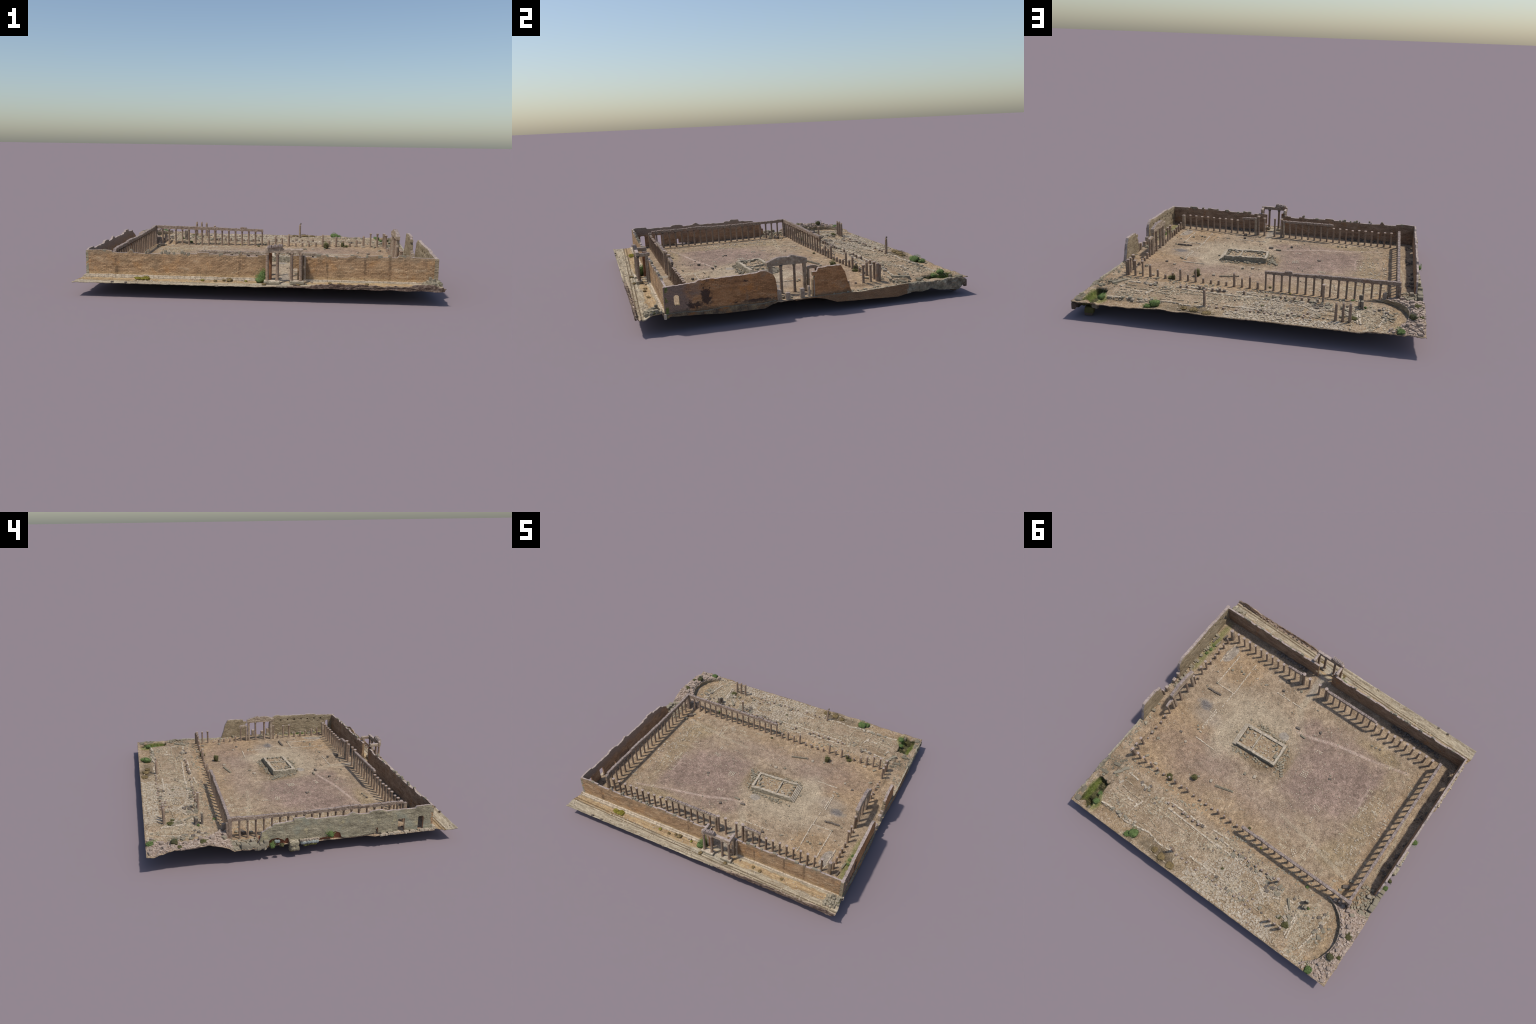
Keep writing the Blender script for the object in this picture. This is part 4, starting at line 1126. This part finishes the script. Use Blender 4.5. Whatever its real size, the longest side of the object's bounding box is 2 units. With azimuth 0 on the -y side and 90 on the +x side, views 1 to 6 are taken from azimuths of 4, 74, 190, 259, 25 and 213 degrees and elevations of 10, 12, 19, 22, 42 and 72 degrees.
scatter("court_stone", PALESTONE, 700, (-.80, .82, -.60, .42), .0025, .0075, .35, dens(6, 9, .35, .7), .5, 28)
scatter("court_stone", GREYSTONE, 220, (-.80, .82, -.60, .42), .003, .008, .5, dens(5, 12, .4, .7), .4, 29)
scatter("rubble", DARKSTONE, 70, (.27, .53, -.752, -.732), .007, .017, .7, None, .6, 30)
scatter("rubble", DARKSTONE, 110, (-.80, -.44, -.752, -.722), .007, .017, .7, None, .6, 31)
scatter("rubble", GREYSTONE, 60, (.935, .960, -.60, -.10), .008, .018, .7, None, .8, 32)
scatter("rubble", GREYSTONE, 60, (.93, .980, .05, .45), .006, .014, .4, None, .6, 33)
scatter("rubble", CLIFF, 60, (.84, .975, .50, .67), .006, .016, .4, None, .6, 34)
scatter("rubble", GREYSTONE, 70, (.90, .985, -.87, -.79), .008, .022, .8, None, .3, 35)
scatter("road_stone", PALESTONE, 420, (-.98, .98, -.915, -.80), .003, .008, .4, dens(8, 15, .35, .7), .5, 36)
scatter("rubble", DARKSTONE, 60, (-.945, -.90, -.70, .30), .006, .014, .6, dens(9, 16), .4, 37)
scatter("rubble", GREYSTONE, 150, (-.70, .84, .455, .53), .005, .013, .5, dens(11, 17, .4, .6), .5, 38)
scatter("rubble", PALESTONE, 120, (-.77, -.60, -.30, .35), .004, .012, .35, dens(10, 19, .4, .65), .6, 39)

# paving clusters: sorted finds laid out in small grids
for cx, cy, nx_, ny_, size, t in ((-.141, -.109, 4, 4, .012, .15), (-.134, -.292, 4, 2, .011, .1), (-.342, .035, 3, 5, .011, 1.35), (-.333, .167, 3, 1, .010, .1), (-.457, .289, 1, 6, .012, .2), (-.389, .362, 3, 4, .013, .9),
                                  (-.599, -.144, 2, 3, .015, .2), (-.60, .20, 3, 2, .012, .1), (-.683, .142, 2, 3, .012, .3), (-.696, -.01, 2, 2, .012, .1), (.05, .330, 3, 1, .010, .2), (-.356, .12, 2, 4, .010, .2),
                                  (-.20, .585, 5, 2, .012, .7), (-.12, .60, 6, 2, .013, .1), (-.27, .60, 4, 2, .013, .8), (-.43, .62, 5, 3, .013, .5), (-.46, .65, 4, 3, .014, .5), (-.17, .70, 6, 5, .011, .1), (-.28, .70, 7, 5, .011, .1)):
    pile = Pile()
    c, s = math.cos(t), math.sin(t)
    for i in range(nx_):
        for j in range(ny_):
            u, v = (i - (nx_ - 1) / 2) * size, (j - (ny_ - 1) / 2) * size * 1.05
            x_, y_ = cx + u * c - v * s + RND.uniform(-.002, .002), cy + u * s + v * c + RND.uniform(-.002, .002)
            if RND.random() < .88:
                pile.add(*chip(x_, y_, gz(x_, y_), size * .7, size * RND.uniform(.5, .85), .0035 if cy < .5 else .006, t + RND.uniform(-.2, .2), j=.15))
    pile.make("stone_row", PALESTONE)

slabs = Pile()
for _ in range(85):
    x_, y_ = RND.uniform(-.80, -.56), RND.uniform(-.55, .38)
    if RND.random() < .35:
        x_, y_ = RND.uniform(-.70, -.10), RND.uniform(.22, .40)
    t = RND.choice((0, math.pi / 2)) + RND.gauss(0, .15)
    for k in range(RND.choice((1, 1, 2, 3, 5))):
        slabs.add(*chip(x_ + .011 * k * math.sin(t), y_ + .011 * k * math.cos(t), gz(x_, y_), RND.uniform(.010, .022), RND.uniform(.006, .010), .0022, t, j=.2, top=.92))
slabs.make("court_slab", CREAM)

# single blocks and drums lying in the court
for x, y, sx, sy, sz, t, m in ((.743, -.234, .022, .012, .013, .1, DARKSTONE), (.722, -.236, .018, .012, .012, -.1, DARKSTONE), (.700, -.235, .022, .012, .012, 0, DARKSTONE), (.677, -.238, .018, .013, .012, .1, DARKSTONE), (.657, -.240, .016, .012, .011, -.2, DARKSTONE),
                               (.078, -.352, .032, .014, .012, .12, DARKSTONE), (.016, -.320, .042, .012, .011, -.05, GREYSTONE), (-.066, -.414, .014, .018, .014, .3, DARKSTONE), (.041, -.540, .014, .010, .008, .4, GREYSTONE),
                               (.441, -.490, .022, .012, .007, .7, GREYSTONE), (.317, -.522, .018, .014, .014, .2, DARKSTONE), (.330, -.596, .024, .022, .018, .5, DARKSTONE), (.520, -.491, .018, .009, .006, .9, PALESTONE), (.215, -.590, .018, .018, .009, .4, GREYSTONE), (.30, -.500, .014, .010, .006, .1, PALESTONE),
                               (.399, -.090, .014, .014, .008, 0, GREYSTONE), (.114, .101, .020, .022, .011, .3, PALESTONE), (.179, .121, .016, .018, .010, .2, GREYSTONE), (.070, .105, .010, .009, .006, 0, PALESTONE), (.331, .290, .018, .022, .009, .2, PALESTONE), (.415, .315, .016, .012, .008, .6, GREYSTONE),
                               (.726, -.300, .013, .013, .010, .4, GREYSTONE), (.772, -.243, .012, .010, .008, 0, GREYSTONE), (.699, -.441, .016, .014, .009, .3, GREYSTONE), (.617, -.464, .016, .014, .010, .2, GREYSTONE), (.640, -.470, .012, .012, .012, .5, GREYSTONE), (.776, -.373, .014, .011, .008, 0, PALESTONE),
                               (.707, .132, .018, .014, .009, .4, DARKSTONE), (.624, .049, .016, .010, .008, .2, GREYSTONE), (.637, .172, .016, .014, .009, .7, PALESTONE), (.600, .055, .018, .010, .007, 0, PALESTONE), (.640, .030, .014, .012, .007, 0, GREYSTONE),
                               (-.30, -.18, .020, .014, .008, .5, DARKSTONE), (-.29, -.20, .012, .010, .007, .2, GREYSTONE), (-.40, -.54, .016, .010, .008, .2, GREYSTONE), (-.43, -.545, .014, .012, .008, .2, PALESTONE), (-.458, -.55, .014, .012, .009, .2, DARKSTONE), (.03, -.09, .02, .012, .008, .6, GREYSTONE),
                               (-.780, .350, .045, .022, .020, .5, DARKSTONE), (-.790, .300, .026, .018, .016, .2, GREYSTONE), (-.760, .385, .022, .016, .010, .8, GREYSTONE), (-.70, .36, .022, .014, .006, .1, PALESTONE), (-.72, .31, .016, .012, .006, .2, PALESTONE),
                               (.945, -.56, .05, .012, .010, 1.5, DARKSTONE), (.905, -.545, .055, .012, .012, 1.45, GREYSTONE), (.895, -.62, .04, .012, .012, 1.4, DARKSTONE), (.945, -.46, .018, .016, .012, 0, GREYSTONE), (.95, -.40, .018, .018, .013, .3, GREYSTONE), (.953, -.35, .02, .018, .014, .2, GREYSTONE),
                               (.947, -.180, .024, .022, .022, 0, GREYSTONE), (.953, .119, .024, .018, .018, .3, GREYSTONE), (.86, .245, .022, .014, .010, .3, GREYSTONE), (.80, .26, .02, .016, .010, .8, GREYSTONE), (.78, .40, .028, .014, .012, .9, GREYSTONE), (.70, .41, .024, .016, .011, .2, PALESTONE), (.65, .455, .028, .014, .010, 1.2, GREYSTONE),
                               (.835, .555, .050, .020, .010, .9, GREYSTONE), (.860, .600, .060, .018, .012, .9, GREYSTONE), (.90, .56, .060, .022, .008, .2, CLIFF), (.935, .648, .05, .022, .010, .1, CLIFF), (.80, .64, .035, .014, .007, 1.2, PALESTONE),
                               (-.838, .627, .022, .014, .006, .7, GREYSTONE), (-.820, .66, .022, .014, .007, .8, GREYSTONE), (-.805, .70, .020, .016, .006, .6, GREYSTONE), (-.79, .73, .024, .016, .006, .7, GREYSTONE), (-.775, .76, .022, .018, .006, .9, GREYSTONE), (-.82, .74, .018, .012, .006, .3, GREYSTONE),
                               (-.813, .884, .034, .010, .020, .9, ROSESTONE), (-.549, .645, .075, .012, .013, 2.3, GREYSTONE), (-.56, .60, .016, .014, .010, .2, DARKSTONE),
                               (-.870, .47, .03, .022, .03, .3, ROSESTONE), (-.925, .55, .03, .026, .024, .2, ROSESTONE), (-.905, .48, .028, .022, .024, .7, GREYSTONE), (-.94, .43, .034, .028, .024, .1, GREYSTONE), (-.96, .37, .030, .028, .022, .6, GREYSTONE), (-.93, .32, .026, .02, .020, .3, PALESTONE), (-.925, .615, .026, .024, .03, .1, ROSESTONE),
                               (-.945, .70, .03, .022, .02, .9, ROSESTONE), (-.96, .82, .03, .022, .02, .4, ROSESTONE), (-.90, .83, .026, .022, .02, 1.2, ROSESTONE), (-.965, .90, .03, .024, .02, .4, ROSESTONE), (-.92, .895, .026, .018, .014, .2, ROSESTONE), (-.80, .455, .03, .02, .022, .1, ROSESTONE), (-.83, .465, .026, .02, .022, .4, ROSESTONE),
                               (.928, -.838, .016, .016, .024, .2, GREYSTONE), (.936, -.812, .016, .016, .040, .1, GREYSTONE), (.950, -.825, .018, .016, .030, .5, GREYSTONE), (.975, -.815, .02, .018, .022, .2, GREYSTONE), (.985, -.84, .018, .022, .014, .2, GREYSTONE), (.93, -.868, .022, .012, .008, -.3, PROPYLON), (.955, -.85, .016, .016, .018, .4, GREYSTONE),
                               (-.070, -.797, .010, .010, .013, 0, PALESTONE), (-.086, -.798, .008, .008, .010, 0, PALESTONE), (-.775, -.915, .016, .010, .010, .2, DARKSTONE), (-.70, -.918, .014, .010, .007, .2, DARKSTONE), (.30, -.80, .010, .010, .010, 0, PALESTONE), (.268, -.84, .012, .010, .006, 0, GREYSTONE)):
    boulder("stone_block", x, y, sx, sy, sz, t, m, None, .12, .85 if m in (DARKSTONE, GREYSTONE, PALESTONE) else .55)
# row of small set stones by the north stumps, and a line of dark slabs
for i in range(14):
    boulder("stone_slab", .285 - .0088 * i, .300 - .0025 * i, .006, .014, .010, .25, GREYSTONE, None, .1, .85)
# dark ragged lip of rock along the right of the road edge
def bank_top(x):
    x = np.asarray(x, float) + .20
    z = .089 + .014 * ss(.26, .36, x) + .010 * fbm(x * 16, x * 0 + 4, 3, 3) + .004 * fbm(x * 60, x * 0 + 9, 2, 5)
    return z + .012 * ss(.78, .84, x) * (1 - ss(.90, .97, x))
p, L = straight(.20, -.9165, .985, -.9165, 0, -1)
slab("edge_bank", p, .007, bank_top, lambda x: .0795 + .002 * np.sin(np.asarray(x) * 40), [EDGEROCK, ROAD, ROAD], L, seed=17, rough=.0035, jag=.004)
for i in range(16):
    x = .30 + .042 * i + RND.uniform(-.015, .015)
    boulder("edge_rock", x, -.908, RND.uniform(.010, .018), .010, RND.uniform(.005, .009), RND.uniform(-.5, .5), ROSESTONE if .55 < x < .85 else DARKSTONE, None, .3, .5)
for x in (-.21, .12, .138, .16):
    boulder("edge_rock", x, -.917, .022, .012, .010, RND.uniform(-.3, .3), ROAD, None, .7, .6)

# ------------------------------------------------------------------ west side: broken masonry hanging below the wall
for y0, y1, z0, z1, x0, x1, mats, rg in ((.058, .114, .042, .104, -.994, -.958, [WEST, GREYSTONE], .006), (.062, .110, .036, .060, -.992, -.962, [MOSSROCK], .006), (-.060, .050, .076, .100, -.990, -.958, [BLUEGREY, PALESTONE], .005), (-.052, .036, .064, .080, -.988, -.958, [MOSSROCK], .006),
                                         (.165, .200, .090, .112, -.972, -.952, [BLUEGREY], .004)):
    block("buttress", x0, x1, y0, y1, z0, z1, mats, None, rg, .005, RND.randrange(99), .004)
for y, z, s in ((.352, .082, .05), (.30, .070, .045), (.268, .080, .04), (.325, .086, .05), (.38, .088, .03), (.25, .094, .03)):
    boulder("hanging_rock", -.980, y, .034, s, .030, RND.uniform(-.2, .2), GREYSTONE, None, 0, .6, z + .003)
for i in range(15):
    boulder("stone_block", -.979 + RND.uniform(-.006, .006), -.058 + .0075 * i, .014, .010, .012, RND.uniform(-.4, .4), PALESTONE, None, 0, .7, .096)
for y in (-.46, -.50, -.535, -.60, -.64, -.70, -.73):
    boulder("hanging_rock", -.974, y, .020, .032, .014, RND.uniform(-.2, .2), PALESTONE, None, 0, .6, .074)

# north-east corner: overhanging crust, torn sides of the pit
for x, y, sx, sy, sz, z, m in ((.966, .885, .040, .04, .028, .074, CLIFF), (.981, .900, .030, .03, .036, .048, EDGEROCK), (.972, .82, .026, .06, .034, .062, CLIFF), (.972, .76, .026, .06, .030, .062, CLIFF), (.974, .70, .024, .06, .030, .060, CLIFF), (.988, .908, .020, .018, .044, .040, EDGEROCK),
                               (.910, .880, .05, .024, .030, .0, EDGEROCK), (.90, .888, .06, .030, .040, .020, MOSSROCK), (.86, .895, .04, .024, .030, .056, CLIFF)):
    boulder("corner_rock", x, y, sx, sy, sz, RND.uniform(-.3, .3), m, None, 0, .55, z)

# ------------------------------------------------------------------ shrubs
def shrub(x, y, r, h, mat, leaves=260, z=None, seed=0, name="shrub"):
    rr = random.Random(seed)
    z = gz(x, y) if z is None else z
    base = bpy.data.objects.new(name, None)
    bpy.context.scene.collection.objects.link(base)
    base.parent = ROOT
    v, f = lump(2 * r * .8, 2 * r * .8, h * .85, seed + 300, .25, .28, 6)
    make("shrub_core", v + np.array([x, y, z - .1 * h]), f, [SHADE.get(mat.name, CORE_TINT)], parent=base, smooth=True)
    pile = Pile()
    lobes = [(rr.gauss(0, r * .4), rr.gauss(0, r * .4), rr.uniform(.3, .75) * h, rr.uniform(.4, .65)) for _ in range(6)]
    for _ in range(leaves):
        lx, ly, lz, k = rr.choice(lobes)
        d = np.array([rr.gauss(0, 1), rr.gauss(0, 1), rr.gauss(.25, .8)])
        d /= np.linalg.norm(d)
        c = np.array([x + lx, y + ly, z + lz]) + d * np.array([r * k, r * k, h * .42]) * rr.uniform(.8, 1.05)
        c = np.clip(c, (-.997, -.922, z), (.997, .9225, 1))
        side = np.cross(d, [rr.uniform(-1, 1), rr.uniform(-1, 1), .3]); side /= (np.linalg.norm(side) + 1e-9)
        up = np.cross(side, d) * .6 + d * .5
        s = rr.uniform(.0028, .0055) * (1 if r > .015 else .7)
        pile.add([c - side * s * .5, c + up * s * .2 + d * .0006, c + side * s * .5, c + up * s], [(0, 1, 3), (1, 2, 3)])
    pile.make("foliage", mat, base)

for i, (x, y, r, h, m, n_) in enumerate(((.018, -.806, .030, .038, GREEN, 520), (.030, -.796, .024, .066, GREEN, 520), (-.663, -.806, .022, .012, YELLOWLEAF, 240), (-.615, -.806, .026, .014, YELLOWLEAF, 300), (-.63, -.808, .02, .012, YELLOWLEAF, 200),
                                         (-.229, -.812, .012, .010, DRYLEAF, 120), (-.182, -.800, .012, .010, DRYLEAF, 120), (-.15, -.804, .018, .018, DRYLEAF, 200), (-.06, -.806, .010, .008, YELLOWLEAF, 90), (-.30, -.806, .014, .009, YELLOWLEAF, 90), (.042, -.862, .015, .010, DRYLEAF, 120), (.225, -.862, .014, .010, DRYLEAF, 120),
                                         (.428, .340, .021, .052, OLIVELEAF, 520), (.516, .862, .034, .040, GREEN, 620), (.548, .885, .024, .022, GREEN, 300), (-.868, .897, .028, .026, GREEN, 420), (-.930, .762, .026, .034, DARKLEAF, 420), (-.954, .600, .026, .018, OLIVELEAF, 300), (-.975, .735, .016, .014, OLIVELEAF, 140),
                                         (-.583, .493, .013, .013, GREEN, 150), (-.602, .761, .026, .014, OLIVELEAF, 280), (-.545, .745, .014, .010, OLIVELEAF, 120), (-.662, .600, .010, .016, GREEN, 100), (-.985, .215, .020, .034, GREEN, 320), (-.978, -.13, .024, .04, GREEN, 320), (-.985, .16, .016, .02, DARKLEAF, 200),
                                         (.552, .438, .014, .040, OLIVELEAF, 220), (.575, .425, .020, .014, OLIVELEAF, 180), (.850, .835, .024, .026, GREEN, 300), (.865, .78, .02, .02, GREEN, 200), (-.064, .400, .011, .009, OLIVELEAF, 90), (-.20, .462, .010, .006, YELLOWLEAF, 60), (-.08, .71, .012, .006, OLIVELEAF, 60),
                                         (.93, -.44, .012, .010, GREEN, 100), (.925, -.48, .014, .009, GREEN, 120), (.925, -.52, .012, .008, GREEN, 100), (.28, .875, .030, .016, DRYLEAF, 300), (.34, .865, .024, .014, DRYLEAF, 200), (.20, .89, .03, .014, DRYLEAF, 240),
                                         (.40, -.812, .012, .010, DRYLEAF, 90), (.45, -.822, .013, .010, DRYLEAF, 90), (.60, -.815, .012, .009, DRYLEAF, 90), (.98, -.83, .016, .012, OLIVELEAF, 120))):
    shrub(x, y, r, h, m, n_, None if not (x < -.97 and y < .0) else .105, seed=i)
